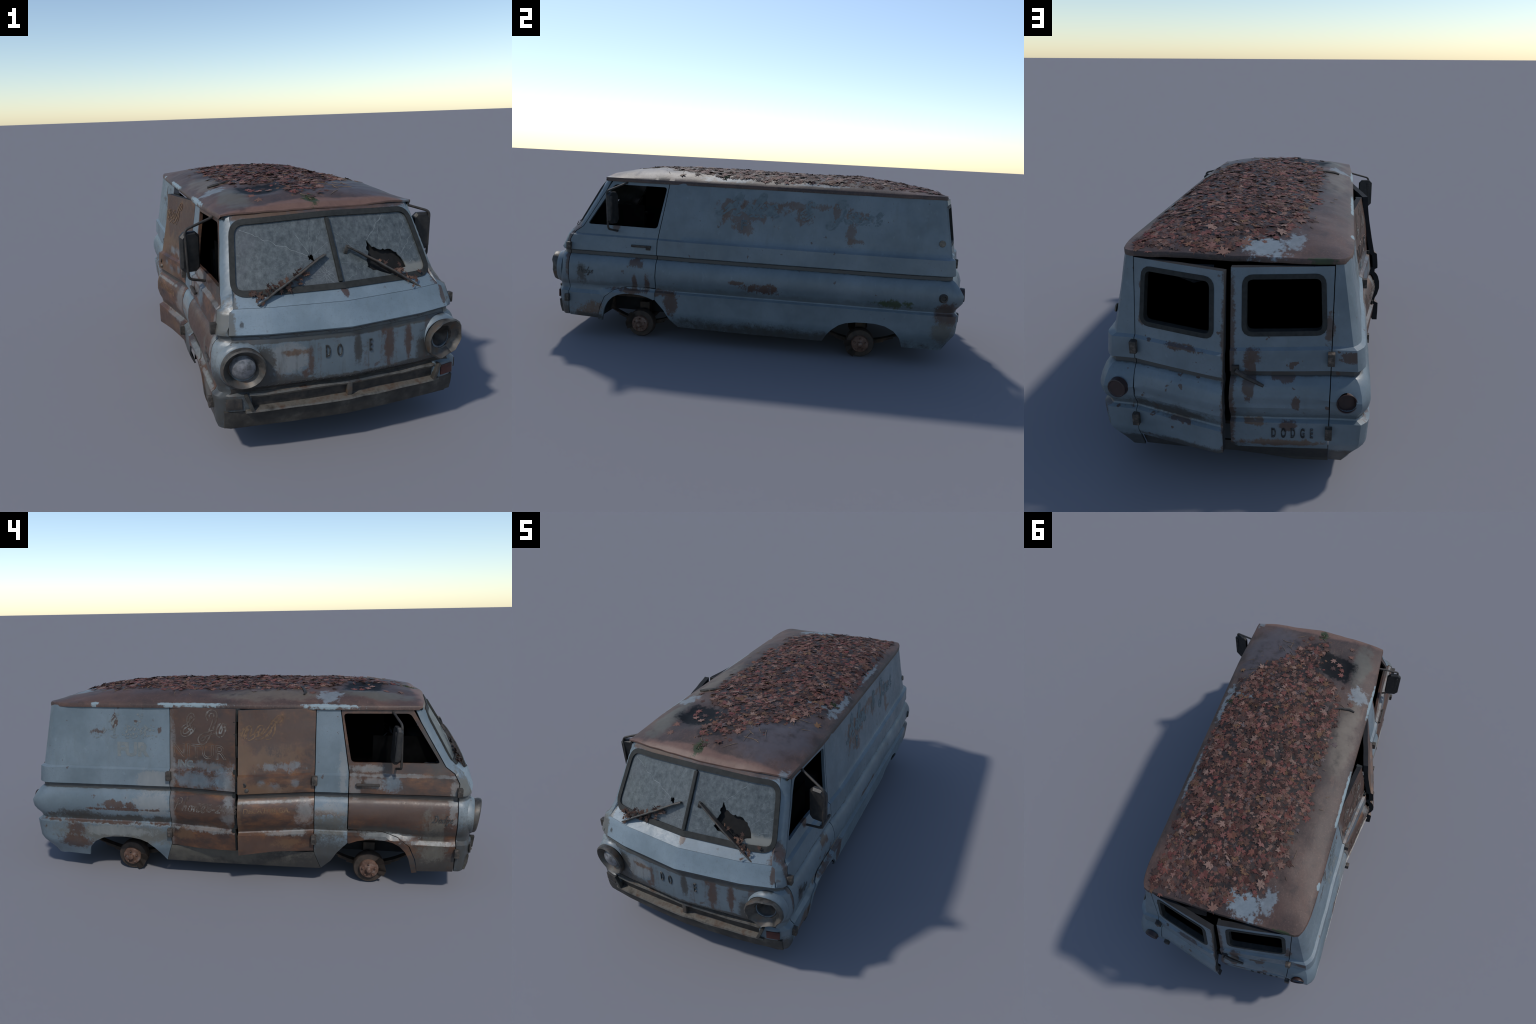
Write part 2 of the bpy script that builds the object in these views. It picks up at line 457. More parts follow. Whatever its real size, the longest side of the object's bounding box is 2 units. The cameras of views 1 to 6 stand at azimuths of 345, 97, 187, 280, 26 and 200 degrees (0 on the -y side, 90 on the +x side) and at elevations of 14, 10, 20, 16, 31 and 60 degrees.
M_DOOR_E = weathered('east_door_paint', patches=[
    ('brown', (N_, -.67, .535), (1, .02, .02), .5, .15, 'f'), ('brown', (N_, -.56, .375), (1, .03, .02), .8, .15, 'f'),
    ('ochre', (N_, -.78, .135), (1, .06, .035), .8, .25, 'r'), ('brown', (N_, -.50, .29), (1, .012, .055), .6, .2, 'd'),
    ('brown', (N_, -.56, .285), (1, .012, .04), .6, .2, 'd'), ('dark', (N_, -.79, .10), (1, .09, .02), .6, .3, 'r'),
    ('dark', (N_, -.82, .315), (1, .02, .05), .8, .3, 'd'), ('brown', (N_, -.60, .245), (1, .09, .010), .9, .2, 'f')], chips=.7, chip_lo=.70)
M_WEST_REAR = weathered('west_rear_paint', patches=[
    ('brown', (N_, .535, .695), (1, .012, .030), .7, .12, 'f'), ('brown', (N_, .605, .645), (1, .030, .012), .7, .12, 'f'),
    ('brown', (N_, .335, .655), (1, .010, .012), .6, .12, 'f'), ('brown', (N_, .44, .69), (1, .010, .008), .6, .12, 'f'),
    ('primer', (N_, .36, .445), (1, .08, .042), .35, .08, 'r'), ('primer', (N_, .37, .345), (1, .10, .05), .7, .25, 'r'),
    ('brown', (N_, .55, .335), (1, .055, .014), .8, .12, 'f'), ('brown', (N_, .46, .335), (1, .022, .014), .8, .12, 'f'),
    ('brown', (N_, .50, .315), (1, .13, .006), .8, .12, 'f'),
    ('mud', (N_, .50, .20), (1, .30, .045), .5, .25, 'r'), ('pale', (N_, .55, .215), (1, .16, .022), .8, .2, 'r'),
    ('dark', (N_, .70, .285), (1, .09, .022), .8, .3, 'r'), ('dark', (N_, .50, .268), (1, .30, .016), .8, .3, 'f'),
    ('brown', (N_, .74, .15), (1, .07, .030), .8, .2, 'r'), ('brown', (N_, .72, .215), (1, .04, .03), .8, .2, 'r'),
    ('pale', (N_, .55, .249), (1, .26, .008), .9, .25, 'f'), ('brown', (N_, .60, .252), (1, .25, .006), 1.2, .2, 'f')], chips=.75, chip_lo=.69)
RUST_PAINT = [('ochre', (N_, -.16, .56), (1, .14, .06), 1.1, .35, 'd'), ('ochre', (N_, -.16, .45), (1, .14, .04), 1.0, .3, 'r')]
M_CARGO_REAR = weathered('cargo_door_rust_dark', base='rust', patches=[
    ('brown', (N_, .14, .68), (1, .15, .08), .9, .4, 'r'), ('deep', (N_, .17, .455), (1, .075, .030), .6, .25, 'r'),
    ('deep', (N_, .05, .47), (1, .035, .045), .7, .25, 'r'), ('paint', (N_, .15, .515), (1, .12, .018), 1.0, .3, 'f'),
    ('primer', (N_, .285, .40), (1, .018, .27), .5, .25, 'r'), ('primer', (N_, .025, .42), (1, .022, .09), .5, .25, 'r'),
    ('primer', (N_, .03, .33), (1, .028, .05), .5, .25, 'r'), ('pale', (N_, .14, .249), (1, .14, .010), .9, .25, 'f'),
    ('brown', (N_, .14, .34), (1, .12, .03), .5, .3, 'r'), ('ochre', (N_, .24, .215), (1, .05, .025), .9, .3, 'r')], chips=0)
M_CARGO_FRONT = weathered('cargo_door_rust', base='rust', patches=[
    ('brown', (N_, -.16, .67), (1, .15, .09), .8, .5, 'd'), ('ochre', (N_, -.13, .56), (1, .15, .035), 1.1, .35, 'f'),
    ('ochre', (N_, -.03, .55), (1, .03, .05), .8, .35, 'r'), ('paint', (N_, -.21, .525), (1, .07, .014), 1.0, .3, 'f'),
    ('paint', (N_, -.16, .445), (1, .028, .020), .7, .25, 'r'), ('paint', (N_, -.11, .46), (1, .015, .016), .6, .25, 'r'),
    ('paint', (N_, -.245, .46), (1, .014, .016), .6, .25, 'r'), ('ochre', (N_, -.10, .43), (1, .12, .03), .9, .3, 'r'),
    ('ochre', (N_, -.018, .47), (1, .014, .28), .5, .35, 'r'), ('primer', (N_, -.285, .33), (1, .035, .065), .6, .25, 'r'),
    ('pale', (N_, -.12, .385), (1, .11, .006), .5, .2, 'f'), ('pale', (N_, -.22, .249), (1, .09, .010), .9, .25, 'f'),
    ('brown', (N_, -.12, .20), (1, .14, .04), .7, .3, 'r'), ('ochre', (N_, -.23, .21), (1, .06, .02), .9, .3, 'r')], chips=0)
M_PILLAR = weathered('pillar_paint', patches=[
    ('mud', (N_, -.39, .28), (1, .10, .05), .7, .3, 'r'), ('ochre', (N_, -.37, .34), (1, .06, .014), .9, .25, 'r'),
    ('primer', (N_, -.435, .50), (1, .016, .10), .8, .25, 'r'), ('dark', (N_, -.39, .12), (1, .12, .11), .4, .3, 'r'),
    ('primer', (N_, -.385, .36), (1, .07, .025), .8, .25, 'r')], chips=.7, chip_lo=.68)
M_SILL_W = weathered('dark_sill', base='dark', patches=[('mud', (N_, .1, .14), (1, .3, .05), .8, .4, 'r')], chips=0)
M_DOOR_W = weathered('west_door_rust', base='rust', patches=[
    ('brown', (N_, -.65, .34), (1, .25, .07), .8, .5, 'r'), ('pale', (N_, -.52, .517), (1, .075, .013), .8, .2, 'r'),
    ('pale', (N_, -.65, .4925), (1, .25, .006), .5, .2, 'f'), ('primer', (N_, -.485, .45), (1, .028, .05), .6, .2, 'r'),
    ('primer', (N_, -.55, .462), (1, .05, .022), .8, .25, 'r'), ('deep', (N_, -.62, .465), (1, .03, .03), .8, .3, 'r'),
    ('pale', (N_, -.875, .44), (1, .022, .05), .6, .2, 'r'), ('pale', (N_, -.865, .36), (1, .016, .06), .9, .2, 'r'),
    ('mud', (N_, -.80, .27), (1, .04, .08), .8, .3, 'd'), ('dark', (N_, -.62, .265), (1, .22, .025), .7, .4, 'r'),
    ('dark', (N_, -.80, .13), (1, .12, .07), .5, .4, 'r'), ('pale', (N_, -.80, .222), (1, .12, .007), .7, .2, 'f'),
    ('mud', (N_, -.80, .18), (1, .05, .035), .8, .3, 'r'), ('pale', (N_, -.62, .245), (1, .10, .012), .8, .2, 'r'),
    ('dark', (N_, -.80, .64), (1, .06, .13), .3, .3, 'r')], chips=0)
M_FENDER_W = weathered('west_fender_paint', patches=[
    ('mud', (N_, -.90, .46), (1, .05, .055), .7, .2, 'r'), ('pale', (N_, -.92, .36), (1, .05, .05), .6, .2, 'r'),
    ('dark', (N_, -.90, .20), (1, .08, .12), .4, .3, 'r')], chips=.6)
M_FENDER_E = weathered('east_fender_paint', patches=[
    ('brown', (N_, -.885, .40), (1, .012, .10), .6, .2, 'd'), ('brown', (N_, -.86, .53), (1, .02, .05), .6, .15, 'r'),
    ('dark', (N_, -.93, .12), (1, .06, .05), .5, .3, 'r')], chips=.5)
M_SURROUND = weathered('cowl_paint', patches=[
    ('rust', (N_, -.765, .765), (1, .05, .022), .5, .2, 'r'), ('ochre', (-.20, N_, .757), (.12, 1, .010), .7, .25, 'f'),
    ('brown', (.385, N_, .530), (.030, 1, .040), .5, .12, 'r'), ('mud', (-.35, N_, .520), (.020, 1, .040), .5, .12, 'r'),
    ('brown', (-.325, N_, .62), (.012, 1, .07), .7, .15, 'f'), ('ochre', (-.325, N_, .70), (.014, 1, .03), .7, .2, 'f'),
    ('brown', (.02, N_, .520), (.012, 1, .012), .6, .12, 'f')], chips=.35, chip_lo=.70, streak=.2, groove=False, tint=1.35)
M_HOOD = weathered('hood_paint', patches=[
    ('mud', (-.362, N_, .455), (.018, 1, .06), .5, .12, 'r'), ('dark', (-.325, N_, .455), (.010, 1, .014), .7, .15, 'f'),
    ('brown', (.385, N_, .470), (.012, 1, .04), .6, .12, 'r'), ('dark', (N_, N_, .408), (1, 1, .010), .15, .1, 'f')], chips=.25, chip_lo=.71, streak=.25, groove=False, tint=1.4)  # blue raised by tint to bake in the sky reflected on the hood
M_GRILLE = weathered('grille_panel_paint', patches=[
    ('primer', (-.19, N_, .335), (.07, 1, .05), .4, .15, 'r'), ('ochre', (-.165, N_, .355), (.035, 1, .008), .9, .35, 'f'),
    ('dark', (-.268, N_, .31), (.030, 1, .07), .6, .2, 'r'), ('brown', (-.135, N_, .275), (.014, 1, .025), .7, .2, 'r'),
    ('brown', (.155, N_, .34), (.016, 1, .06), .9, .3, 'd'), ('brown', (.232, N_, .34), (.014, 1, .06), .9, .3, 'd'),
    ('dark', (.04, N_, .35), (.016, 1, .04), .9, .3, 'd'), ('brown', (-.118, N_, .33), (.010, 1, .06), .8, .3, 'd'),
    ('dark', (.29, N_, .29), (.025, 1, .05), .7, .3, 'r'), ('dark', (-.20, N_, .265), (.10, 1, .018), .8, .3, 'r'),
    ('dark', (N_, N_, .400), (1, 1, .012), .3, .15, 'f'), ('dark', (N_, N_, .255), (1, 1, .010), .4, .2, 'f')], chips=.6, chip_lo=.68, streak=.5, runs=.6, groove=False, tint=.85)
M_REAR = weathered('rear_paint', patches=[
    ('brown', (.014, N_, .45), (.018, 1, .32), .5, .15, 'r'), ('brown', (-.29, N_, .55), (.014, 1, .05), .6, .12, 'r'),
    ('brown', (.30, N_, .66), (.012, 1, .018), .5, .12, 'f'), ('brown', (.30, N_, .55), (.012, 1, .022), .5, .12, 'f'),
    ('brown', (-.06, N_, .47), (.022, 1, .024), .7, .15, 'r'), ('brown', (-.05, N_, .40), (.020, 1, .05), .8, .15, 'd'),
    ('brown', (-.15, N_, .40), (.030, 1, .012), .8, .15, 'f'), ('brown', (.16, N_, .487), (.05, 1, .010), .7, .12, 'f'),
    ('brown', (-.17, N_, .235), (.030, 1, .020), .6, .15, 'r'), ('ochre', (-.07, N_, .245), (.035, 1, .012), .7, .15, 'f'),
    ('brown', (-.19, N_, .32), (.016, 1, .022), .6, .12, 'f'), ('brown', (.17, N_, .25), (.035, 1, .010), .7, .12, 'f'),
    ('ochre', (-.15, N_, .165), (.15, 1, .014), .6, .2, 'f'), ('dark', (.15, N_, .15), (.16, 1, .018), .5, .2, 'r'),
    ('brown', (-.355, N_, .465), (.03, 1, .018), .7, .12, 'r'), ('dark', (N_, N_, .085), (1, 1, .045), .25, .15, 'r'),
    ('dark', (.20, N_, .275), (.13, 1, .020), .8, .3, 'r')], chips=.9, chip_lo=.665)

def roof_material():
    g = G('roof_rust')
    rag = g.noise(9, 8, .7); f = g.noise(40, 6, .7); big = g.noise(3.2, 5, .6); fine = g.noise(150, 3, .7)
    rust = g.ramp(big, [(.32, (.026, .018, .017)), (.48, (.054, .032, .026)), (.62, (.092, .051, .038)), (.75, (.135, .078, .057))])
    rust = g.mix(g.math('MULTIPLY', f, .6), rust, (.070, .045, .038))
    rust = g.mix(g.math('MULTIPLY', g.step(fine, .5, .8), .4), rust, (.20, .12, .09))
    rust = g.mix(g.math('MULTIPLY', g.step(rag, .50, .34), .6), rust, (.028, .021, .020))
    rust = g.mix(g.math('MULTIPLY', g.step(g.noise(1, 6, .7, g.map((18, 5, 18))), .55, .72), .5), rust, (.155, .088, .062))
    def b(c, r, amp, soft, nz): return g.blob(c, r, amp, soft, nz)
    purple = g.mix(f, (.048, .043, .050), (.085, .070, .074))
    litter = g.ramp(f, [(.3, (.007, .005, .005)), (.55, (.022, .014, .011)), (.75, (.055, .034, .026))])
    col = rust
    col = g.mix(b((.21, -.50, N_), (.14, .22, 1), .4, .3, rag), col, purple)
    col = g.mix(b((-.25, -.58, N_), (.05, .12, 1), .6, .3, rag), col, g.mix(f, (.055, .050, .042), (.10, .09, .075)))
    col = g.mix(b((-.27, -.10, N_), (.05, .20, 1), .7, .35, rag), col, g.mix(f, (.072, .056, .044), (.12, .095, .075)))
    col = g.mix(b((.06, .12, N_), (.29, .68, 1), .35, .2, rag), col, litter)
    col = g.mix(b((-.02, -.50, N_), (.10, .14, 1), .5, .2, rag), col, litter)
    col = g.mix(g.math('MULTIPLY', b((.014, -.745, N_), (.36, .030, 1), .5, .35, rag), .8), col, g.mix(f, (.10, .052, .040), (.20, .115, .085)))
    blue = g.mix(f, (.09, .115, .13), (.22, .255, .28))
    feather = g.math('MULTIPLY_ADD', g.math('SUBTRACT', f, .5), 1.3, rag)
    for c, r, k in (((-.075, .785, N_), (.075, .050, 1), 1.0), ((-.17, .755, N_), (.028, .055, 1), .8), ((.345, -.15, N_), (.018, .10, 1), .8), ((.27, -.21, N_), (.045, .022, 1), .6),
                 ((-.285, -.37, N_), (.045, .040, 1), .75), ((.352, .25, N_), (.010, .12, 1), .7), ((.34, -.73, N_), (.016, .025, 1), .7)):
        col = g.mix(g.math('MULTIPLY', b(c, r, .55, .25, feather), k), col, blue)
    for y, l in ((-.36, .13), (.17, .15), (.62, .02), (.30, .05)):
        col = g.mix(b((-.347, y, .757), (.008, l, .014), .4, .15, f), col, g.mix(f, (.14, .19, .21), (.22, .27, .29)))
    pool = g.mix(f, (.005, .006, .007), (.016, .016, .017))
    pm = b((POOL[0] + X0, POOL[1], N_), (.088, .098, 1), .50, .18, rag)
    col = g.mix(pm, col, pool)
    moss = g.mix(f, (.014, .020, .008), (.040, .052, .018))
    for c, r in (((-.015, -.715, N_), (.022, .04, 1)), ((.31, -.165, N_), (.022, .014, 1)), ((-.26, .842, N_), (.04, .006, 1))):
        col = g.mix(b(c, r, .7, .2, f), col, moss)
    g.bump(f, .35, .003)
    return g.done(col, .55, 0, g.ramp(pm, [(0, .4), (1, .08)]))
M_ROOF = roof_material()

def glass_material():
    g = G('dusty_glass')
    a = g.noise(55, 6, .75, g.map((1, 1, .6))); b = g.noise(7, 5, .6); c = g.noise(180, 2, .6)
    col = g.ramp(a, [(.30, (.034, .040, .041)), (.50, (.074, .085, .086)), (.68, (.120, .134, .135))])
    col = g.mix(g.math('MULTIPLY', g.step(b, .45, .7), .55), col, (.075, .078, .085))
    col = g.mix(g.math('MULTIPLY', g.step(c, .5, .8), .35), col, (.15, .165, .165))
    col = g.mix(g.blob((.33, N_, .54), (.09, 1, .035), .7, .3, b), col, (.19, .185, .16))
    g.bump(a, .3, .002)
    return g.done(col, .38, 0, .5)
M_GLASS = glass_material()
M_CRACK = simple('glass_crack', (.20, .22, .22), (.36, .39, .39), 90, .5)
M_SIDEGLASS = simple('smoked_side_glass', (.016, .018, .019), (.034, .036, .037), 30, .25, 0, .05, .5)

def leaf_material(name, stops):
    g = G(name)
    geo = g.n('ShaderNodeNewGeometry'); oi = g.n('ShaderNodeObjectInfo')
    r = g.math('FRACT', g.math('ADD', geo.outputs['Random Per Island'], oi.outputs['Random']))
    col = g.ramp(r, stops)
    col = g.mix(g.math('MULTIPLY', g.noise(70, 4, .6), .55), col, (.045, .026, .02))
    return g.done(col, .7, 0, .3)
M_LEAF = leaf_material('dead_maple_leaf', [(0, (.014, .007, .006)), (.14, (.065, .021, .015)), (.24, (.155, .075, .054)), (.33, (.028, .011, .009)),
     (.43, (.215, .120, .090)), (.52, (.105, .027, .021)), (.60, (.185, .066, .054)), (.67, (.032, .015, .012)), (.74, (.26, .165, .130)), (.81, (.150, .034, .033)), (.88, (.17, .092, .045)), (.94, (.050, .020, .015)), (1, (.12, .095, .095))])
M_TWIG = simple('dry_twig', (.10, .065, .04), (.22, .15, .10), 60, .8)
M_MOSS = simple('moss_tuft', (.010, .016, .006), (.030, .042, .014), 80, .95)
M_GHOST = simple('ghost_lettering', (.050, .032, .024), (.095, .072, .058), 25, .7, c=(.18, .18, .17))
M_GHOST2 = simple('ochre_lettering', (.070, .040, .024), (.150, .090, .048), 45, .7)
M_PALELET = simple('pale_lettering', (.105, .128, .136), (.150, .160, .158), 45, .7)
M_BLUELET = simple('blue_lettering', (.085, .112, .125), (.125, .158, .172), 45, .7)
M_BADGE = simple('badge_metal', (.020, .019, .018), (.050, .050, .048), 60, .5, .3, c=(.13, .14, .14))

# ------------------------------------------------------------------ root
root = bpy.data.objects.new('derelict_panel_van', None); COLL.objects.link(root)
root['label'] = 'rusted blue-grey panel van wreck with leaf-covered roof'
root['category'] = 'van'

EAST, WEST = side_surface(1), side_surface(-1)
def front_edge(z0, z1):    # polyline of the front corner between two heights, in (y,z)
    zs = [z for z in ZL if z0 < z < z1]
    return [(lerp_table(YF_EDGE, z), z) for z in [z0] + zs + [z1]]
def rear_edge(z0, z1):
    zs = [z for z in sorted(set(ZL) | {z for z, _ in YR}) if z0 < z < z1]
    return [(lerp_table(YR, z), z) for z in [z0] + zs + [z1]]

ARCH_F = [(-.722, .085), (-.705, .153), (-.690, .182), (-.667, .206), (-.640, .221), (-.608, .229), (-.570, .231), (-.532, .229), (-.497, .222), (-.466, .210), (-.440, .190), (-.415, .162), (-.392, .122), (-.352, .080)]
ARCH_R = [(.330, .076), (.350, .115), (.372, .143), (.400, .165), (.430, .178), (.470, .185), (.515, .187), (.560, .186), (.605, .178), (.645, .158), (.672, .127), (.689, .080)]
def seam_front(z): return -.884 if z < .47 else lerp_table([(.47, -.884), (.505, -.866), (.53, -.832), (.752, -.700)], z)

# --- side windows
WIN = rounded([(-.430, .733), (-.466, .541), (-.812, .541), (-.690, .733)], .016, 4)
doors_front = []
def door_outline():
    o = [(seam_front(z), z) for z in (.100, .2, .3, .4, .47, .505, .53, .60, .68, .752)]
    o += [(-.418, .752), (-.458, .50), (-.458, .262)]
    o += [(-.52, .262), (-.60, .258), (-.66, .240), (-.705, .205), (-.730, .150), (-.740, .093)]
    return list(reversed(o))
for surf, sgn, mat in ((EAST, 1, M_DOOR_E), (WEST, -1, M_DOOR_W)):
    d = panel('front_door', inset(door_outline(), .0022), surf, (sgn, 0, 0), root, (mat, M_INNER), holes=[WIN], thick=.012)
    # fender strip wrapping the nose corner
    fe = front_edge(.105, .765)
    out = [(y, z) for y, z in fe] + [(seam_front(z) - .0015, z) for z in (.765, .70, .60, .53, .505, .47, .4, .3, .2, .105)]
    panel('front_fender', out, surf, (sgn, -.5, 0), root, (M_FENDER_E if sgn > 0 else M_FENDER_W, M_INNER), step=.012, thick=.006)
    # flared wheel-arch lip
    lip = [(-.742, .090), (-.728, .150), (-.703, .206), (-.660, .241), (-.60, .2595), (-.52, .2635), (-.46, .260), (-.457, .250)] 
    inner = [(-.46, .212)] + [p for p in reversed(ARCH_F) if p[0] < -.46]
    panel('wheel_arch_lip', lip[:-1] + [(-.4585, .250)] + inner, lambda y, z, s=surf, k=sgn: s(y, z) + Vector((k * .0035, 0, 0)), (sgn, 0, 0), d if False else root,
          (mat, M_INNER), thick=.012)
    h = box('door_handle', (0, 0, 0), (.010, .095, .011), d, (M_BLACK,), bevel=.004,
        xf=Matrix.Translation((X0 + sgn * .424, -.533, .457)))
    box('handle_mount', (X0 + sgn * .411, -.500, .450), (.024, .022, .020), h, (M_BLACK,), bevel=.003)
    box('handle_mount', (X0 + sgn * .411, -.572, .456), (.022, .010, .008), h, (M_BLACK,), bevel=.002)
    lathe('key_lock', [(.0, .004), (.003, .0055), (.0065, .005), (.007, 0)], (X0 + sgn * .410, -.510, .428), (sgn, 0, 0), d, (M_HINGE,), 14, False)
    for z, yy in ((.437, -.886), (.190, -.888)):
        box('hinge', (X0 + sgn * (width(-.87, z) - .000), yy, z), (.034, .020, .036), d, (M_HINGE,), bevel=.003)

# --- east rear side: one long pressed panel
def pressed_panel(y, z):
    """the recessed field of the east flank"""
    p = EAST(y, z)
    k = smooth(-.345, -.325, y) * smooth(.495, .503, z)
    p.x -= .005 * k
    return p
E_out = [(-.4165, .755), (-.4565, .50), (-.4565, .2635)] + [(-.46, .260)] + [(-.46, .2115)] + [p for p in ARCH_F if p[0] > -.46] + [(-.20, .077), (0, .075)] + ARCH_R + [(.80, .076)] + rear_edge(.066, .755)
east = panel('side_panel', E_out, pressed_panel, (1, 0, 0), root, (M_EAST, M_INNER), thick=.007)
# --- west: rear quarter, two cargo doors, pillar, sill
W_out = [(.2905, .755), (.2905, .165), (.325, .075)] + [p for p in ARCH_R if p[0] > .33] + [(.80, .078)] + rear_edge(.068, .755)
panel('side_panel', W_out, WEST, (-1, 0, 0), root, (M_WEST_REAR, M_INNER), thick=.007)
P_out = [(-.4165, .755), (-.4565, .50), (-.4565, .2635), (-.46, .260), (-.46, .2115)] + [p for p in ARCH_F if p[0] > -.46] + [(-.3235, .165), (-.3235, .755)]
panel('door_pillar', P_out, WEST, (-1, 0, 0), root, (M_PILLAR, M_INNER), thick=.007)
panel('side_sill', [(-.350, .0785), (-.20, .074), (0, .073), (.20, .074), (.324, .075), (.2905, .160), (-.3235, .160)], WEST, (-1, 0, 0), root, (M_SILL_W, M_INNER), thick=.007)

def swing_side(yh, yfree, ang, amp):
    """cargo door swung out about its hinge line, slightly buckled towards the free edge"""
    a = math.radians(ang)
    def f(p):
        px = WEST(yh, min(.75, max(.1, p.z))).x
        t = (p.y - yh) / (yfree - yh)
        x, y = p.x - px - amp * t * math.sin(p.z * 17), p.y - yh
        return Vector((px + x * math.cos(a) - y * math.sin(a), yh + x * math.sin(a) + y * math.cos(a), p.z))
    return f
def swing_rear(hx, angles, sag):
    def f(p):
        a = math.radians(lerp_table(angles, p.z))        # the doors are twisted: opened less at the foot
        py = lerp_table(YR, p.z) + .001
        x, y = p.x - X0 - hx, p.y - py
        return Vector((X0 + hx + x * math.cos(a) - y * math.sin(a), py + x * math.sin(a) + y * math.cos(a), p.z - sag * abs(x) / .31))
    return f
XF_FRONTLEAF = swing_side(-.322, -.009, 13.0, .004)
XF_REARLEAF = swing_side(.289, -.004, -8.6, -.004)
leaf_f = [(-.3205, .752), (-.3205, .168), (-.16, .172), (-.009, .160), (-.009, .752)]
leaf_r = [(.2875, .752), (.2875, .165), (.15, .160), (-.004, .168), (-.004, .752)]
cargo_front = panel('cargo_door', leaf_f, WEST, (-1, 0, 0), root, (M_CARGO_FRONT, M_INNER), thick=.022, bulge=XF_FRONTLEAF)
cargo_rear = panel('cargo_door', leaf_r, WEST, (-1, 0, 0), root, (M_CARGO_REAR, M_INNER), thick=.022, bulge=XF_REARLEAF)
for y, par in ((.291, cargo_rear), (-.322, cargo_front)):
    for z in (.468, .222):
        box('hinge', (X0 - width(0, z) - .002, y, z), (.034, .022, .038), par, (M_HINGE,), bevel=.003)
# rubber strip and lock on the cargo doors
bm = bmesh.new()
for a, b in zip(range(12), range(1, 13)):
    z0, z1 = .17 + .58 * a / 12, .17 + .58 * b / 12
    c = WEST(-.012, (z0 + z1) / 2)
    box_bm(bm, (c.x + .017, -.004 + .004 * math.sin(a * 2.1), (z0 + z1) / 2), (.026, .014, (z1 - z0) * 1.02))
for vv in bm.verts: vv.co = XF_REARLEAF(vv.co)
finish(bm, 'door_edge_seal', cargo_rear, (M_RUBBER,), 40)
lathe('door_lock', [(0, .006), (.006, .006), (.008, .003), (.009, -.004)], XF_FRONTLEAF(WEST(-.045, .436)), (-1, .26, 0), cargo_front, (M_CHROME,), 16, False)
lathe('lock_hole', [(0, .001), (.008, .0015), (.010, -.002)], XF_FRONTLEAF(WEST(-.035, .457)), (-1, .26, 0), cargo_front, (M_BLACK,), 14, False)

# ------------------------------------------------------------------ front
def fx(z): return width(-1, z) * CF
def front_strip(z0, z1, extra=()):
    zs = [z0] + [z for z in sorted(set(ZL) | set(extra)) if z0 < z < z1] + [z1]
    return [(-fx(z), z) for z in zs][::-1] + [(fx(z), z) for z in zs]
FL = sorted(set(ZL) | {z for z, _ in YF_MID} | {z for z, _ in YF_EDGE})
WS_OUT = rounded([(-.355, .526), (0, .531), (.355, .526), (.324, .742), (0, .754), (-.324, .742)], .045, 6)
WS_OUT = [p for p in WS_OUT]
panel('windshield_surround', front_strip(.4985, .766), front_surface, (0, -1, .4), root, (M_SURROUND, M_INNER), holes=[WS_OUT], levels=FL, thick=.008)
panel('hood_panel', front_strip(.404, .4975, FL), front_surface, (0, -1, 0), root, (M_HOOD, M_INNER), levels=FL, thick=.006)
HL_E, HL_W, HL_Z, HL_R = .352, -.348, .322, .069
def lamp_hole(x): return [(x + .035 * math.cos(a * math.pi / 12), HL_Z + .035 * math.sin(a * math.pi / 12)) for a in range(24)]
panel('grille_panel', front_strip(.249, .4035, FL), front_surface, (0, -1, 0), root, (M_GRILLE, M_INNER), holes=[lamp_hole(HL_E)], levels=FL, thick=.006)
panel('front_valance', front_strip(.105, .2485, FL), front_surface, (0, -1, 0), root, (M_BLACK, M_INNER), levels=FL, thick=.006)
# windshield rubber and panes
def ws_surf(off): return lambda x, z: front_surface(x, z) + Vector((0, -off * .83, off * .55))
WS_IN = inset(WS_OUT, .014)
rub = panel('windshield_seal', inset(WS_OUT, -.003), ws_surf(.004), (0, -1, .5), root, (M_RUBBER, M_RUBBER), holes=[WS_IN], thick=.012, levels=[.6, .7], step=.02)
box('windshield_divider', (0, 0, 0), (.014, .012, .225), rub, (M_RUBBER,), bevel=.003,
    xf=Matrix.Translation((X0, -.851, .642)) @ Matrix.Rotation(-math.atan2(.145, .223), 4, 'X'))
def jagged(cx, cz, pts, seed, j=.12):
    r = random.Random(seed); out = []
    n = len(pts)
    for i in range(n):
        a, b = pts[i], pts[(i + 1) % n]
        for k in range(3):
            t = k / 3
            out.append((cx + a[0] + (b[0] - a[0]) * t + r.uniform(-1, 1) * .004 * (1 if k else .3), cz + a[1] + (b[1] - a[1]) * t + r.uniform(-1, 1) * .004 * (1 if k else .3)))
    return out
WS_GL = inset(WS_OUT, .008)
half = lambda s: [(min(max(x * s, .004), 9) * s, z) for x, z in WS_GL if x * s > -.02]
def pane_poly(s):
    p = [(x, z) for x, z in WS_GL if x * s > .01]
    ztop, zbot = .746, .539
    p = sorted(p, key=lambda q: math.atan2(q[1] - .64, (q[0] - s * .17) * s))
    # insert the centre edge between the two points nearest the divider
    ring = p + [(s * .002, ztop), (s * .002, zbot)]
    return sorted(ring, key=lambda q: math.atan2(q[1] - .64, (q[0] - s * .17) * s))
bullet = jagged(-.079, .622, [(.008, .004), (.004, .010), (-.004, .009), (-.010, .004), (-.009, -.004), (-.002, -.008), (.005, -.014), (.007, -.005)], 3)
hole_e = jagged(.185, .590, [(.075, -.030), (.055, .010), (.030, .030), (.000, .034), (-.020, .036), (-.045, .050), (-.056, .066), (-.062, .045), (-.056, .030), (-.072, .008), (-.075, -.012), (-.055, -.024), (-.010, -.040), (.03, -.045)], 5)
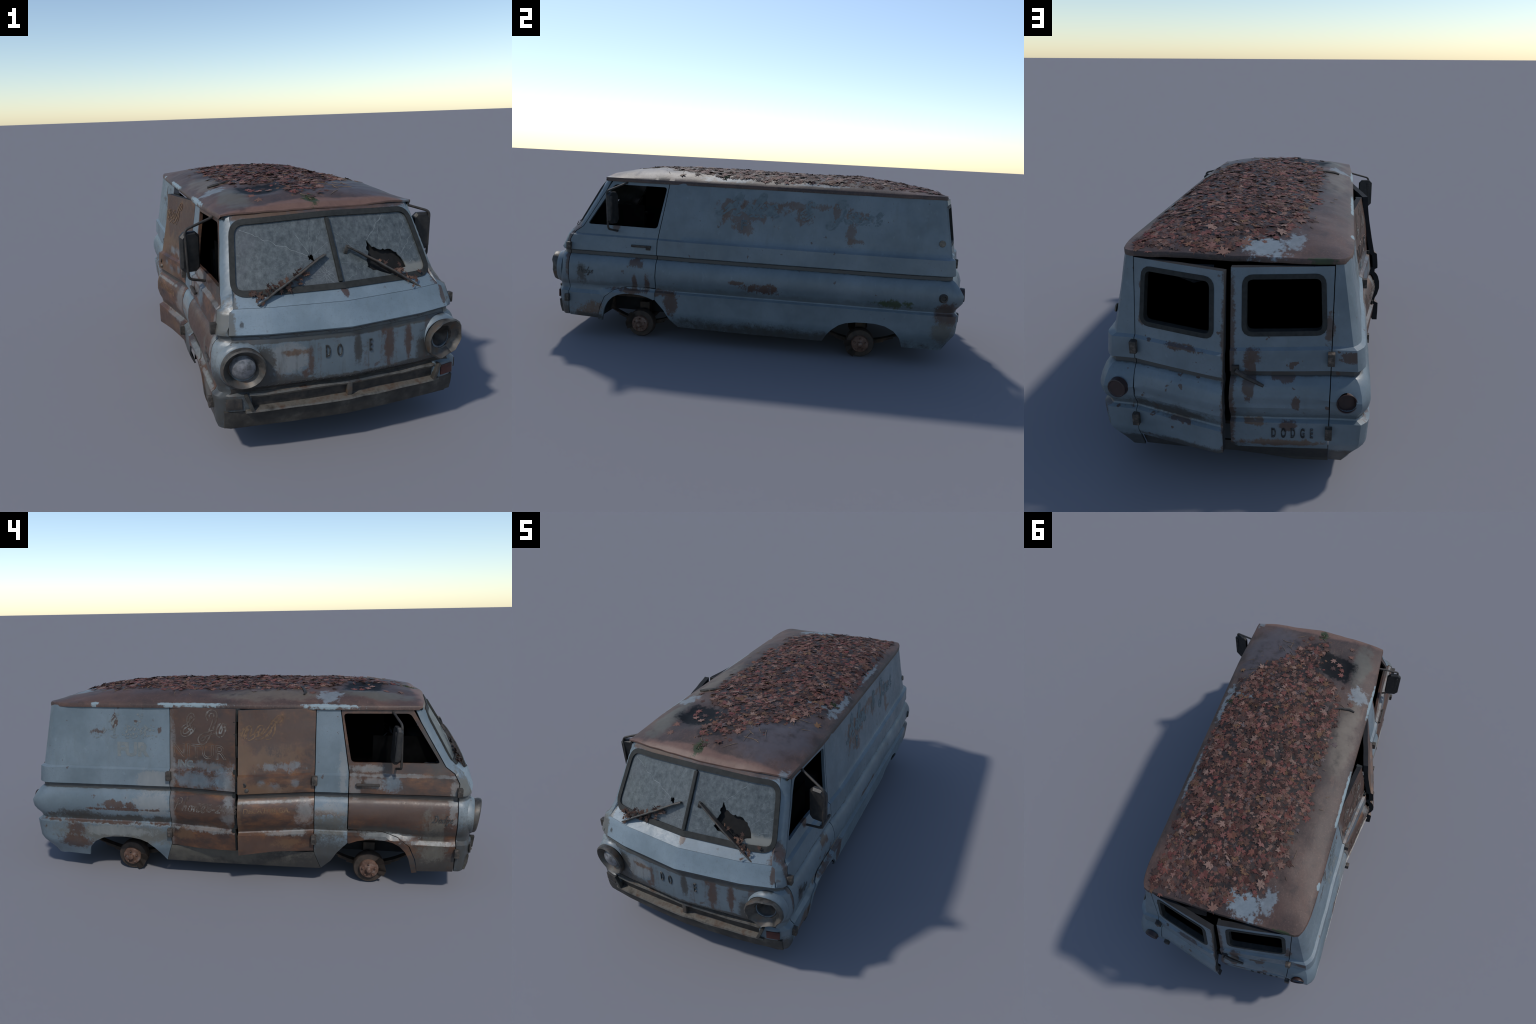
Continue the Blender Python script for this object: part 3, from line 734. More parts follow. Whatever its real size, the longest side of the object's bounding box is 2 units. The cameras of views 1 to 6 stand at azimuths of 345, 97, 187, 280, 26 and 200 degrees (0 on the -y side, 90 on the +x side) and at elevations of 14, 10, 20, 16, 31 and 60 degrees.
pw = panel('windshield_pane', pane_poly(-1), ws_surf(-.002), (0, -1, .5), root, (M_GLASS, M_GLASS), holes=[bullet], thick=.004, levels=[.6, .65, .7], step=.02)
pe = panel('windshield_pane', pane_poly(1), ws_surf(-.002), (0, -1, .5), root, (M_GLASS, M_GLASS), holes=[hole_e], thick=.004, levels=[.6, .65, .7], step=.02)
panel('hole_backing', [(.07, .535), (.30, .535), (.28, .66), (.10, .68)], ws_surf(-.016), (0, -1, .5), pe, (simple('hole_black', (.003, .003, .003), (.010, .009, .008), 30, .9),) * 2, thick=.003, levels=[.6], step=.03)
# cracks: fine raised splinter lines
def crack_lines(name, lines, parent, seed, w=.00048):
    r = random.Random(seed); bm = bmesh.new(); S = ws_surf(-.0018)
    for (x0, z0), (x1, z1), ww in lines:
        n = max(4, int(math.hypot(x1 - x0, z1 - z0) / .010)); pts = []
        for i in range(n + 1):
            t = i / n; k = math.sin(t * math.pi) * .004
            x, z = x0 + (x1 - x0) * t + r.uniform(-k, k), z0 + (z1 - z0) * t + r.uniform(-k, k)
            pts.append(S(x, z))
        tube_bm(bm, pts, [w * ww * (.35 + .65 * r.random()) for _ in pts], 4)
    return finish(bm, name, parent, (M_CRACK,))
lines = []
cb = (-.079, .622)
for a, L, k in ((150, .25, 1.6), (112, .10, .9), (84, .12, .8), (40, .085, 1.1), (20, .07, .7), (170, .05, .7), (190, .22, .5), (210, .16, .5), (250, .05, .6), (-50, .10, .6), (65, .11, .6)):
    lines.append(((cb[0] + .012 * math.cos(math.radians(a)), cb[1] + .012 * math.sin(math.radians(a))), (max(-.318, min(-.008, cb[0] + L * math.cos(math.radians(a)))), min(.735, max(.548, cb[1] + L * .75 * math.sin(math.radians(a))))), k))
for i in range(26):
    a = i / 26 * math.tau + R.uniform(-.1, .1); L = R.uniform(.018, .05); c0 = (-.040, .572)
    lines.append(((c0[0] + .003 * math.cos(a), c0[1] + .003 * math.sin(a)), (min(-.008, c0[0] + L * math.cos(a)), max(.545, c0[1] + L * .8 * math.sin(a))), .55))
crack_lines('glass_crack', lines, pw, 2)['kind'] = 'stuff'
lines = [((.130, .655), (.215, .728), 1.2), ((.25, .60), (.33, .665), .8), ((.26, .57), (.325, .585), .7), ((.255, .59), (.325, .63), .6), ((.12, .60), (.02, .69), .5), ((.11, .585), (.03, .55), .6),
         ((.115, .59), (.02, .60), .5), ((.24, .61), (.30, .70), .6), ((.10, .64), (.03, .66), .5), ((.27, .565), (.30, .545), .6), ((.115, .60), (.05, .63), .6), ((.17, .63), (.19, .70), .4)]
crack_lines('glass_crack', lines, pe, 4)['kind'] = 'stuff'

# --- headlights
def headlight(x, broken):
    yb = -.922 if broken else -.918
    r = HL_R
    pod = lathe('headlight_pod', [(.050, .0), (r * 1.16, .0), (r * 1.14, .022), (r * 1.06, .036), (r * .98, .040)], (X0 + x, yb, HL_Z), (0, -1, 0), root,
                (M_FENDER_E if broken else M_FENDER_W, M_INNER), 36, False,
                wob=lambda p, d, rr, h: p + Vector((0, .010 * max(0, d.x * (1 if x > 0 else -1)) * (h / .04), 0)))
    def w(p, d, rr, h):
        q = Vector(p)
        if broken:
            k = smooth(.03, .055, h) if rr > .045 else .2
            q += d * (.007 * noise.noise(d * 2.3 + Vector((5, 2, 1))) + .010 * max(0, d.x) * max(0, d.z + .3)) * k
            q.y += .010 * noise.noise(d * 2.0) * k
        q.y += .012 * (d.x * rr / r) * (1 if x > 0 else -1)
        q.y -= .008 * (d.z * rr / r)
        return q
    lathe('headlight_bezel', [(r * .97, .030), (r * 1.03, .045), (r * 1.0, .056), (r * .93, .060), (r * .86, .054), (r * .66, .036), (r * .60, .034), (r * .56, .030)], (X0 + x, yb, HL_Z), (0, -1, 0), pod, (M_CHROME,), 28, False, w, 30)
    if broken:
        lathe('lamp_bucket', [(r * .60, .034), (r * .55, .026), (.002, -.010)], (X0 + x, yb, HL_Z), (0, -1, 0), pod, (M_BLACK,), 16, False, w, 25)
    else:
        lathe('headlight_lens', [(r * .60, .034), (r * .55, .046), (r * .44, .053), (r * .25, .058), (.001, .060)], (X0 + x, yb, HL_Z), (0, -1, 0), pod, (M_LENS,), 28, False, w)
headlight(HL_E, True); headlight(HL_W, False)

# --- bumper, bars, turn signals
def plan_y(x, yc, ye, xe): return yc + (ye - yc) * lerp_table(H_PLAN, min(1, abs(x) / xe))
def bar(name, xs, yc, ye, xe, prof, parent, mat, wrap=None, jit=0):
    st = []
    if wrap: st.append([(X0 - wrap[0], wrap[1] + p[0] * .2, p[1]) for p in prof])
    for x in xs:
        y = plan_y(x, yc, ye, xe)
        st.append([(X0 + x, y + p[0] + jit * noise.noise(Vector((x * 20, p[0] * 9, p[1] * 9))), p[1] + jit * noise.noise(Vector((x * 17, p[1] * 30, 4)))) for p in prof])
    if wrap: st.append([(X0 + wrap[0], wrap[1] + p[0] * .2, p[1]) for p in prof])
    return sweep_section(name, st, parent, (mat,))
XS = [-.411, -.39, -.36, -.30, -.2, -.1, 0, .1, .2, .30, .36, .39, .411]
bumper = bar('front_bumper', XS, -.984, -.942, .405, [(.0, .170), (.003, .140), (.012, .110), (.05, .108), (.05, .168), (.012, .172)], root, M_BUMPER, (.405, -.885), .002)
XB = [-.345, -.28, -.2, -.1, -.05, 0, .05, .1, .2, .28, .345]
bar('bumper_bar', XB, -.989, -.960, .38, [(.0, .176), (-.002, .170), (.004, .166), (.034, .168), (.036, .182)], bumper, M_BAR, None, .0035)
XB2 = [-.330, -.28, -.2, -.1, -.05, 0, .05, .1, .2, .28, .330]
bar('bumper_bar', XB2, -.976, -.950, .38, [(.0, .229), (-.002, .222), (.004, .214), (.030, .214), (.036, .236)], bumper, M_BAR, None, .0035)
box('bumper_bracket', (X0 + .004, -.964, .200), (.018, .026, .044), bumper, (M_CHROME,), bevel=.003)
for s in (-1, 1):
    blk = sweep_section('bumper_corner', [[(X0 + s * x, y + .0, .174), (X0 + s * x, y, .226), (X0 + s * x, y + .02, .240), (X0 + s * x, y + .06, .240), (X0 + s * x, y + .06, .174)] for x, y in ((.325, -.957), (.36, -.955), (.395, -.946), (.412, -.928))],
                        bumper, (M_FENDER_E if s > 0 else M_FENDER_W,))
    b = box('turn_signal', (X0 + s * .380, -.9505, .199), (.052, .006, .036), blk, (M_RED if s > 0 else M_BLACK,), rot=Matrix.Rotation(s * .22, 3, 'Z'), bevel=.002)
    box('grille_brace', (X0 + s * .333, -.962, .203), (.012, .020, .060), bumper, (M_BUMPER,), rot=Matrix.Rotation(s * .35, 3, 'Y'), bevel=.003)

# --- wipers, bent away from the glass, choked with litter
def wiper(a, b, sag, parent):
    a, b = Vector(a), Vector(b)
    out = Vector((0, -.83, .55))
    bm = bmesh.new()
    pts = [a.lerp(b, i / 8) + out * (sag * math.sin(i / 8 * math.pi * .9)) + Vector((0, 0, .004 * noise.noise(Vector((i, a.x * 9, 0))))) for i in range(9)]
    d = (b - a).normalized(); side = d.cross(out).normalized()
    top, bot = [], []
    for i, p in enumerate(pts):
        h = .020 * (1 - i / 8) + .006
        for q, lst in ((p, top), (p - out * h * 1.2 - side * (.004 if d.x > 0 else -.004), bot)):
            lst.append([bm.verts.new(q + side * .003), bm.verts.new(q - side * .003)])
    for i in range(8):
        A, B, C, D = top[i], top[i + 1], bot[i], bot[i + 1]
        bm.faces.new([A[0], B[0], B[1], A[1]]); bm.faces.new([C[1], D[1], D[0], C[0]])
        bm.faces.new([A[0], C[0], D[0], B[0]]); bm.faces.new([A[1], B[1], D[1], C[1]])
    for i in (0, 8): bm.faces.new([top[i][0], top[i][1], bot[i][1], bot[i][0]])
    w = finish(bm, 'wiper', parent, (M_BLACK,))
    bm = bmesh.new(); tube_bm(bm, [p + out * .0025 for p in pts], .0034, 8)
    finish(bm, 'wiper_blade', w, (M_CHROME,))
    return w
w1 = wiper((-.268, -.925, .506), (-.020, -.862, .628), .010, root)
w2 = wiper((.300, -.918, .496), (.060, -.856, .646), .012, root)
box('wiper_tip', (.058, -.856, .638), (.012, .004, .030), w2, (M_CHROME,), rot=Matrix.Rotation(.3, 3, 'Y'), bevel=.001)

# ------------------------------------------------------------------ rear
def rx(z): return width(1, z) * CR
RL = sorted(set(ZL) | {z for z, _ in YR})
HX_E, HX_W = .313, -.311       # rear door hinge lines (from the centre plane)
for s, hx in ((1, HX_E), (-1, -HX_W)):
    zs = [.066] + [z for z in RL if .066 < z < .755] + [.755]
    out = [(s * rx(z), z) for z in zs] + [(s * (hx + .0015), .755), (s * (hx + .0015), .135), (s * (hx + .0015), .070)]
    sock = [(s * .364 + .029 * math.cos(a * math.pi / 10), .333 + .029 * math.sin(a * math.pi / 10)) for a in range(20)]
    q = panel('rear_corner_panel', out, rear_surface, (0, 1, 0), root, (M_REAR, M_INNER), holes=[sock] if s < 0 else [], levels=RL, step=.012)
    if s < 0:
        lathe('tail_lamp', [(.0005, -.014), (.024, -.013), (.029, -.006), (.030, .001), (.032, .002), (.0325, -.002)], (X0 + s * .364, rear_surface(s * .364, .333).y, .333), (s * .16, 1, .05), q, (M_DARKRED,), 28, False)
        continue
    lathe('tail_lamp', [(.0005, .003), (.026, .003), (.028, .005), (.031, .004), (.033, -.014)], (X0 + s * .364, rear_surface(s * .364, .333).y + .004, .333), (s * .16, 1, .05), q, (M_DARKRED,), 28, False)
apron = [(-.311, .052), (-.20, .050), (0, .072), (.20, .066), (.313, .064), (.313, .134), (-.311, .134)]
panel('rear_apron', apron, lambda x, z: rear_surface(x, z) + Vector((0, -.012, 0)), (0, 1, 0), root, (M_SILL_W, M_INNER), levels=RL)
XF_RE = swing_rear(HX_E, [(.14, -13.4), (.75, -12.2)], .005)
XF_RW = swing_rear(HX_W, [(.14, 2.8), (.32, 4.2), (.50, 7.0), (.75, 7.4)], .001)
def rear_door(x0, x1, win, xf, s):
    b = .018 if s < 0 else 0
    out = [(x0, .742), (x0, .138), (x1 - s * .02, .138 + b), (x1, .150 + b), (x1, .742)]
    d = panel('rear_door', out, rear_surface, (0, 1, 0), root, (M_REAR, M_INNER), holes=[win], thick=.024, levels=RL, bulge=xf)
    panel('window_seal', inset(win, -.012), lambda x, z: rear_surface(x, z) + Vector((0, .002, 0)), (0, 1, 0), d, (M_RUBBER, M_RUBBER), holes=[inset(win, .003)], thick=.024, levels=[.6], bulge=xf)
    return d
we = rounded([(.046, .709), (.046, .543), (.283, .543), (.273, .709)], .022, 4)
ww = rounded([(-.046, .709), (-.046, .543), (-.283, .543), (-.273, .709)], .022, 4)
de = rear_door(.3115, .002, we, XF_RE, -1)
dw = rear_door(-.3095, -.0005, ww, XF_RW, 1)
# the frame edge hidden behind the east door
box('door_post', (X0 - .006, .862, .45), (.012, .012, .57), dw, (M_RUBBER,), bevel=.002)
for hx, par in ((HX_E, de), (HX_W, dw)):
    for z in (.464, .215):
        box('hinge', (X0 + hx, rear_surface(hx, z).y + .004, z), (.022, .030, .042), par, (M_HINGE,), bevel=.003)
bm = bmesh.new()
tube_bm(bm, [(X0 - .018, .915, .428), (X0 - .045, .922, .412), (X0 - .105, .926, .380)], [.009, .008, .005], 8)
box_bm(bm, (X0 - .018, .902, .428), (.022, .022, .030))
for vv in bm.verts: vv.co = XF_RW(vv.co)
finish(bm, 'rear_handle', dw, (M_BLACK,), 40)
# torn headliner strip hanging behind the east rear window
bm = bmesh.new()
L1 = [(.06, .69), (.12, .672), (.20, .70), (.27, .715)]
up = [bm.verts.new((X0 + x, .83, .725)) for x, z in L1]; dn = [bm.verts.new((X0 + x, .855, z)) for x, z in L1]
for i in range(3): bm.faces.new([up[i], up[i + 1], dn[i + 1], dn[i]])
bmesh.ops.solidify(bm, geom=list(bm.faces), thickness=.004)
finish(bm, 'hanging_liner', root, (M_SIDEGLASS,), 30)

# ------------------------------------------------------------------ roof
RO = []
n = 24
for i in range(n + 1):
    x = -ROOF_W + 2 * ROOF_W * i / n
    RO.append((x, roof_front(x)))
RO += [(RW(y), y) for y in (-.68, -.60, -.52, -.44, -.38, 0, .5, .68, .74, .78)] + [(ROOF_W, .815), (ROOF_W - .010, .832), (ROOF_W - .028, .840), (0, .846), (-ROOF_W + .028, .840), (-ROOF_W + .010, .832), (-ROOF_W, .815)] + [(-RW(y), y) for y in (.78, .74, .68, .5, 0, -.38, -.44, -.52, -.60, -.68)]
v, tris = triangulate(RO, [], [y / 50 for y in range(-38, 42)], .02, .014)
bm = bmesh.new()
top = [bm.verts.new(roof_surface(p[0], p[1])) for p in v]
for t in tris:
    f = bm.faces.new([top[i] for i in t]); f.normal_update()
    if f.normal.z < 0: f.normal_flip()
bm.normal_update()
bed = [e for e in bm.edges if len(e.link_faces) == 1]
ring1, ring2, ring3 = {}, {}, {}
def frontness(p): return smooth(-.70, -.745, p.y)
for vv in {q for e in bed for q in e.verts}:
    o = Vector((1 if vv.co.x > X0 else -1, 0, 0)) if abs(vv.co.x - X0) > RW(vv.co.y) - .003 and vv.co.y < .83 and vv.co.y > roof_front(vv.co.x - X0) + .004 else Vector((0, 1 if vv.co.y > 0 else -1, 0))
    fr = frontness(vv.co) if abs(o.y) > 0 and o.y < 0 else 0
    ring1[vv] = bm.verts.new(vv.co + o * .004 * (1 - fr) + Vector((0, 0, -.006)))
    ring2[vv] = bm.verts.new(vv.co + o * .0035 * (1 - fr) + Vector((0, 0, -.0165 + .012 * fr)))
    ring3[vv] = bm.verts.new(vv.co - o * .020 + Vector((0, 0, -.0175 + .012 * fr)))
inner = {}
def quad(a, b, c, d):
    try: bm.faces.new([a, b, c, d])
    except ValueError: pass
for e in bed:
    f = e.link_faces[0]; a, b = e.verts; vs = list(f.verts)
    if vs[(vs.index(a) + 1) % len(vs)] is not b: a, b = b, a
    quad(b, a, ring1[a], ring1[b]); quad(ring1[b], ring1[a], ring2[a], ring2[b]); quad(ring2[b], ring2[a], ring3[a], ring3[b])
roof = finish(bm, 'roof', root, (M_ROOF,), 38, recalc=False)
# dark headliner under the roof skin, so the cabin stays closed
v2, t2 = triangulate([(x * .955, y * .955 + .0) for x, y in RO], [], [-.6, -.3, 0, .3, .6], .06, .05)
bm = bmesh.new(); vs = [bm.verts.new(roof_surface(p[0], p[1]) - Vector((0, 0, .014))) for p in v2]
for t in t2: bm.faces.new([vs[i] for i in t])
finish(bm, 'headliner', root, (M_INNER,))
# rain gutter sealing strip between roof and flanks
for s in (-1, 1):
    bm = bmesh.new()
    tube_bm(bm, [(X0 + s * (RW(y) - .008), y, .7515) for y in (-.735, -.5, -.2, .1, .4, .6, .81)], .0045, 8)
    finish(bm, 'roof_gutter', root, (M_RUBBER,))

# ------------------------------------------------------------------ mirrors
def mirror(s, pts, cx, cy, cz):
    bm = bmesh.new(); tube_bm(bm, round_path(pts, .016), .0048, 10)
    arm = finish(bm, 'mirror_arm', root, (M_BLACK,))
    # housing: back shell with chamfered rim, flat glass towards the rear
    hw, hh, ch = .035, .072, .015
    octo = [(-hw, -hh + ch), (-hw + ch, -hh), (hw - ch, -hh), (hw, -hh + ch), (hw, hh - ch), (hw - ch, hh), (-hw + ch, hh), (-hw, hh - ch)]
    bm = bmesh.new()
    rings = [[bm.verts.new((x * k, dy, z * k2)) for x, z in octo] for k, k2, dy in ((.94, .97, .012), (1, 1, .009), (1, 1, -.002), (.80, .90, -.012))]
    for A, B in zip(rings, rings[1:]):
        for i in range(8): bm.faces.new([A[i], A[(i + 1) % 8], B[(i + 1) % 8], B[i]])
    bm.faces.new(rings[0]); bm.faces.new(rings[-1])
    xf = Matrix.Translation((cx, cy, cz)) @ Matrix.Rotation(s * math.radians(-10), 4, 'Z') @ Matrix.Rotation(math.radians(3), 4, 'X')
    finish(bm, 'mirror_housing', arm, (M_MIRROR,), 25, xf)
    box('mirror_clamp', (pts[1][0] - s * .002, cy, cz), (.016, .020, .110), arm, (M_BLACK,), bevel=.003)
mirror(-1, [(-.330, -.620, .742), (-.443, -.650, .708), (-.440, -.656, .536), (-.380, -.642, .520)], -.427, -.636, .627)
mirror(1, [(.362, -.628, .744), (.477, -.683, .706), (.476, -.676, .534), (.405, -.660, .518)], .451, -.668, .630)

# ------------------------------------------------------------------ underbody and cabin
box('floor_pan', (X0, .05, .205), (.74, 1.70, .012), root, (M_CHASSIS,), bevel=0)
for s in (-1, 1):
    box('chassis_rail', (X0 + s * .19, .0, .165), (.045, 1.72, .06), root, (M_CHASSIS,), bevel=.004)
for s in (-1, 1):       # front wheel wells
    bm = bmesh.new()
    arc = [(-.735, .10), (-.715, .18), (-.67, .235), (-.57, .262), (-.47, .245), (-.40, .19), (-.36, .10)]
    A = [bm.verts.new((X0 + s * .41, y, z)) for y, z in arc]; B = [bm.verts.new((X0 + s * .25, y, z)) for y, z in arc]
    for i in range(len(arc) - 1): bm.faces.new([A[i], A[i + 1], B[i + 1], B[i]])
    bm.faces.new(B)
    finish(bm, 'wheel_well', root, (M_INNER,))
WHEELS = [(-.553, .0675, .372), (.505, .0665, .374)]
for iy, (y, z, xo) in enumerate(WHEELS):
    bm = bmesh.new()
    tube_bm(bm, [(X0 - xo + .05, y, z), (X0 - .08, y, z + .003), (X0 - .06, y, z), (X0 + .06, y, z), (X0 + .08, y, z + .003), (X0 + xo - .05, y, z)], [.020, .020, .05 if iy else .02, .05 if iy else .02, .020, .020], 14)
    axle = finish(bm, 'axle', root, (M_CHASSIS,))
    for s in (-1, 1):
        drum = lathe('brake_drum', [(.030, -.045), (.060, -.045), (.066, -.038), (.066, -.006), (.062, .000), (.040, .002), (.020, .003)], (X0 + s * (xo - .012), y, z), (s, 0, 0), axle, (M_DRUM,), 36, True)
        lathe('wheel_hub', [(.041, -.002), (.0405, .010), (.037, .015), (.018, .017), (.014, .020), (.013, .027), (.009, .032), (.002, .034)], (X0 + s * (xo - .011), y, z), (s, 0, 0), drum, (M_HUB,), 28, True)
        bm = bmesh.new()
        for k in range(5):
            a = k * math.tau / 5 + .3
            rr = lathe_bm(bm, [(.0045, 0), (.0045, .008), (.0025, .010)], (X0 + s * (xo + .004), y + .027 * math.cos(a), z + .027 * math.sin(a)), (s, 0, 0), 6); bm.faces.new(rr[-1])
        finish(bm, 'wheel_stud', drum, (M_HUB,))
        # torn dust shield bent round the drum
        bm = bmesh.new()
        a0 = 2.2 if iy == 0 else 2.9
        ins = [bm.verts.new((X0 + s * (xo - .006 + .004 * math.sin(i * 1.7)), y + .042 * math.cos(a0 + i * .28), z + .042 * math.sin(a0 + i * .28))) for i in range(6)]
        ots = [bm.verts.new((X0 + s * (xo - .002 + .008 * math.sin(i * 2.3 + 1)), y + (.071 + .004 * math.sin(i * 2)) * math.cos(a0 + i * .28), z + min(.071, .071) * math.sin(a0 + i * .28))) for i in range(6)]
        for i in range(5): bm.faces.new([ins[i], ins[i + 1], ots[i + 1], ots[i]])
        bmesh.ops.solidify(bm, geom=list(bm.faces), thickness=.003)
        finish(bm, 'dust_shield', drum, (M_DRUM,), 25)
        # leaf spring and bump stop
        bm = bmesh.new()
        half_l = .20 if iy else .17
        for j in range(3):
            pts = []
            hl = half_l * (1 - .22 * j)
            for i in range(13):
                t = -1 + i / 6
                pts.append((t * hl, .052 * t * t * (hl / half_l) ** 2 - .010 - .006 * j))
            for (t0, h0), (t1, h1) in zip(pts, pts[1:]):
                c = (X0 + s * .285, y + (t0 + t1) / 2, z + (h0 + h1) / 2 + .004)
                box_bm(bm, c, (.030, math.hypot(t1 - t0, h1 - h0) * 1.04, .0055), Matrix.Rotation(math.atan2(h1 - h0, t1 - t0), 3, 'X'))
        box_bm(bm, (X0 + s * .285, y, z + .055), (.036, .048, .075)) 
        box_bm(bm, (X0 + s * .285, y - half_l, z + .085), (.02, .02, .09)); box_bm(bm, (X0 + s * .285, y + half_l, z + .085), (.02, .02, .09))
        finish(bm, 'leaf_spring', axle, (M_CHASSIS,), 40)
# load floor, bulkhead and upright near-black sheets that close the view through the windows
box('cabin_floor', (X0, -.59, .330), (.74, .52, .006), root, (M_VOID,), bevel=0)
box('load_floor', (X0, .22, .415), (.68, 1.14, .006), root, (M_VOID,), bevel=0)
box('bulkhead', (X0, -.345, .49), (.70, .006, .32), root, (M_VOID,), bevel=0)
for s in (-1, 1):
    box('cab_dark_sheet', (X0 + s * .17, -.475, .54), (.004, .25, .41), root, (M_VOID,), bevel=0)
    box('window_dark_sheet', (X0 + s * .335, -.675, .515), (.004, .25, .25), root, (M_VOID,), bevel=0)
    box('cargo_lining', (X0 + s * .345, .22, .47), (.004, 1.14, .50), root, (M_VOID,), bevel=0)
# cabin: dash, seats, engine cover, bulkhead
box('dashboard', (X0, -.80, .50), (.68, .12, .09), root, (M_SEAT,), bevel=.02)
for s in (-1, 1):
    st = box('seat', (X0 + s * .22, -.50, .36), (.20, .20, .08), root, (M_SEAT,), bevel=.02)
    box('seat_back', (X0 + s * .22, -.385, .47), (.20, .05, .20), st, (M_SEAT,), rot=Matrix.Rotation(-.15, 3, 'X'), bevel=.02)
box('engine_cover', (X0, -.50, .33), (.20, .42, .22), root, (M_SEAT,), bevel=.02)
sw = bpy.data.meshes.new('steering_wheel'); bm = bmesh.new()
ring = [Vector((.085 * math.cos(a), .085 * math.sin(a), 0)) for a in [i / 24 * math.tau for i in range(25)]]
tube_bm(bm, ring, .006, 8, False); tube_bm(bm, [(-.085, 0, 0), (.085, 0, 0)], .005, 6); tube_bm(bm, [(0, 0, 0), (0, .02, -.16)], .010, 8)
finish(bm, 'steering_wheel', root, (M_BLACK,), xf=Matrix.Translation((.22, -.66, .545)) @ Matrix.Rotation(math.radians(35), 4, 'X'))

# ------------------------------------------------------------------ lettering
def text_mesh(s, size, shear=0.0, outline=False, bold=0.0, depth=.0):
    c = bpy.data.curves.new('lettering', 'FONT'); c.body = s; c.size = size; c.shear = shear; c.align_x = 'LEFT'
    if outline: c.fill_mode = 'NONE'; c.bevel_depth = bold; c.bevel_resolution = 1
    else: c.offset = bold; c.extrude = depth
    c.resolution_u = 4
    ob = bpy.data.objects.new('t', c); COLL.objects.link(ob)
    dg = bpy.context.evaluated_depsgraph_get()
    me = bpy.data.meshes.new_from_object(ob.evaluated_get(dg))
    bpy.data.objects.remove(ob); bpy.data.curves.remove(c)
    return me
def place_lettering(name, me, fn, parent, mat):
    """fn maps (u along reading direction, v up, h out) to a point on the body"""
    for vv in me.vertices: vv.co = fn(vv.co.x, vv.co.y, vv.co.z)
    for p in me.polygons: p.use_smooth = False
    me.materials.clear()
    return add_object(name, me, parent, (mat,))
# hand-drawn brush script, one stroke list per letter on a unit em (advance, strokes)
SCRIPT = {
 'A': (1.05, [[(-.35, .12), (-.30, .02), (-.15, .0), (.10, .25), (.45, .85), (.58, 1.02), (.56, .6), (.60, .1), (.72, .0), (.85, .1)], [(.12, .36), (.40, .42), (.62, .40)]]),
 'r': (.42, [[(.0, .1), (.12, .45), (.16, .52), (.14, .40), (.32, .42), (.30, .1), (.36, .0), (.46, .1)]]),
 'l': (.36, [[(.0, .1), (.20, .55), (.32, .95), (.26, 1.05), (.16, .85), (.12, .2), (.20, .0), (.36, .1)]]),
 'e': (.42, [[(.0, .1), (.22, .25), (.30, .42), (.20, .50), (.10, .30), (.14, .05), (.28, .0), (.44, .12)]]),
 'n': (.56, [[(.0, .1), (.08, .48), (.08, .02)], [(.08, .30), (.22, .48), (.30, .42), (.30, .08), (.40, .0), (.56, .12)]]),
 'o': (.46, [[(.30, .46), (.14, .46), (.06, .22), (.14, .02), (.30, .06), (.34, .30), (.26, .46), (.48, .40)]]),
 's': (.50, [[(.0, .1), (.24, .48), (.30, .62), (.22, .40), (.34, .20), (.28, .02), (.10, .02)]]),
 'S': (.70, [[(-.02, .02), (.16, .30), (.30, .62), (.50, .92), (.62, .86), (.52, .74), (.30, .82), (.34, .62), (.40, .30), (.30, .02), (.10, .06)]]),
 'J': (.80, [[(.30, .70), (.18, .86), (.28, 1.05), (.52, 1.0), (.58, .70), (.46, .05), (.28, -.35), (.06, -.30), (.08, -.10), (.40, .05), (.74, .18)]]),
 '&': (.75, [[(.66, .10), (.36, .44), (.24, .80), (.36, .98), (.48, .82), (.32, .52), (.08, .32), (.10, .04), (.34, .0), (.60, .26), (.66, .42)]]),
 'P': (.70, [[(.10, -.05), (.24, .90)], [(.05, .70), (.24, .98), (.50, .90), (.50, .60), (.20, .45)]]),
 'h': (.48, [[(.0, .1), (.22, .90), (.12, 1.0), (.06, .0), (.20, .45), (.30, .38), (.30, .05), (.46, .1)]]),
 'D': (.80, [[(.30, .95), (.22, .05), (.06, .02), (.10, .12), (.40, .0), (.66, .30), (.56, .78), (.30, .98), (.05, .85)]]),
 'd': (.50, [[(.30, .46), (.10, .40), (.08, .06), (.26, .04), (.36, .5), (.42, .98), (.36, .1), (.48, .05)]]),
 'g': (.48, [[(.30, .46), (.10, .42), (.10, .08), (.28, .10), (.34, .46), (.28, -.30), (.10, -.34), (.20, -.10), (.46, .1)]]),
 ' ': (.35, [])}
def catmull(P, n=5):
    out = []
    for i in range(len(P) - 1):
        p0 = P[max(i - 1, 0)]; p1 = P[i]; p2 = P[i + 1]; p3 = P[min(i + 2, len(P) - 1)]
        for k in range(n):
            t = k / n
            out.append(tuple(.5 * (2 * p1[j] + (p2[j] - p0[j]) * t + (2 * p0[j] - 5 * p1[j] + 4 * p2[j] - p3[j]) * t * t + (3 * p1[j] - p0[j] - 3 * p2[j] + p3[j]) * t ** 3) for j in (0, 1)))
    out.append(P[-1]); return out
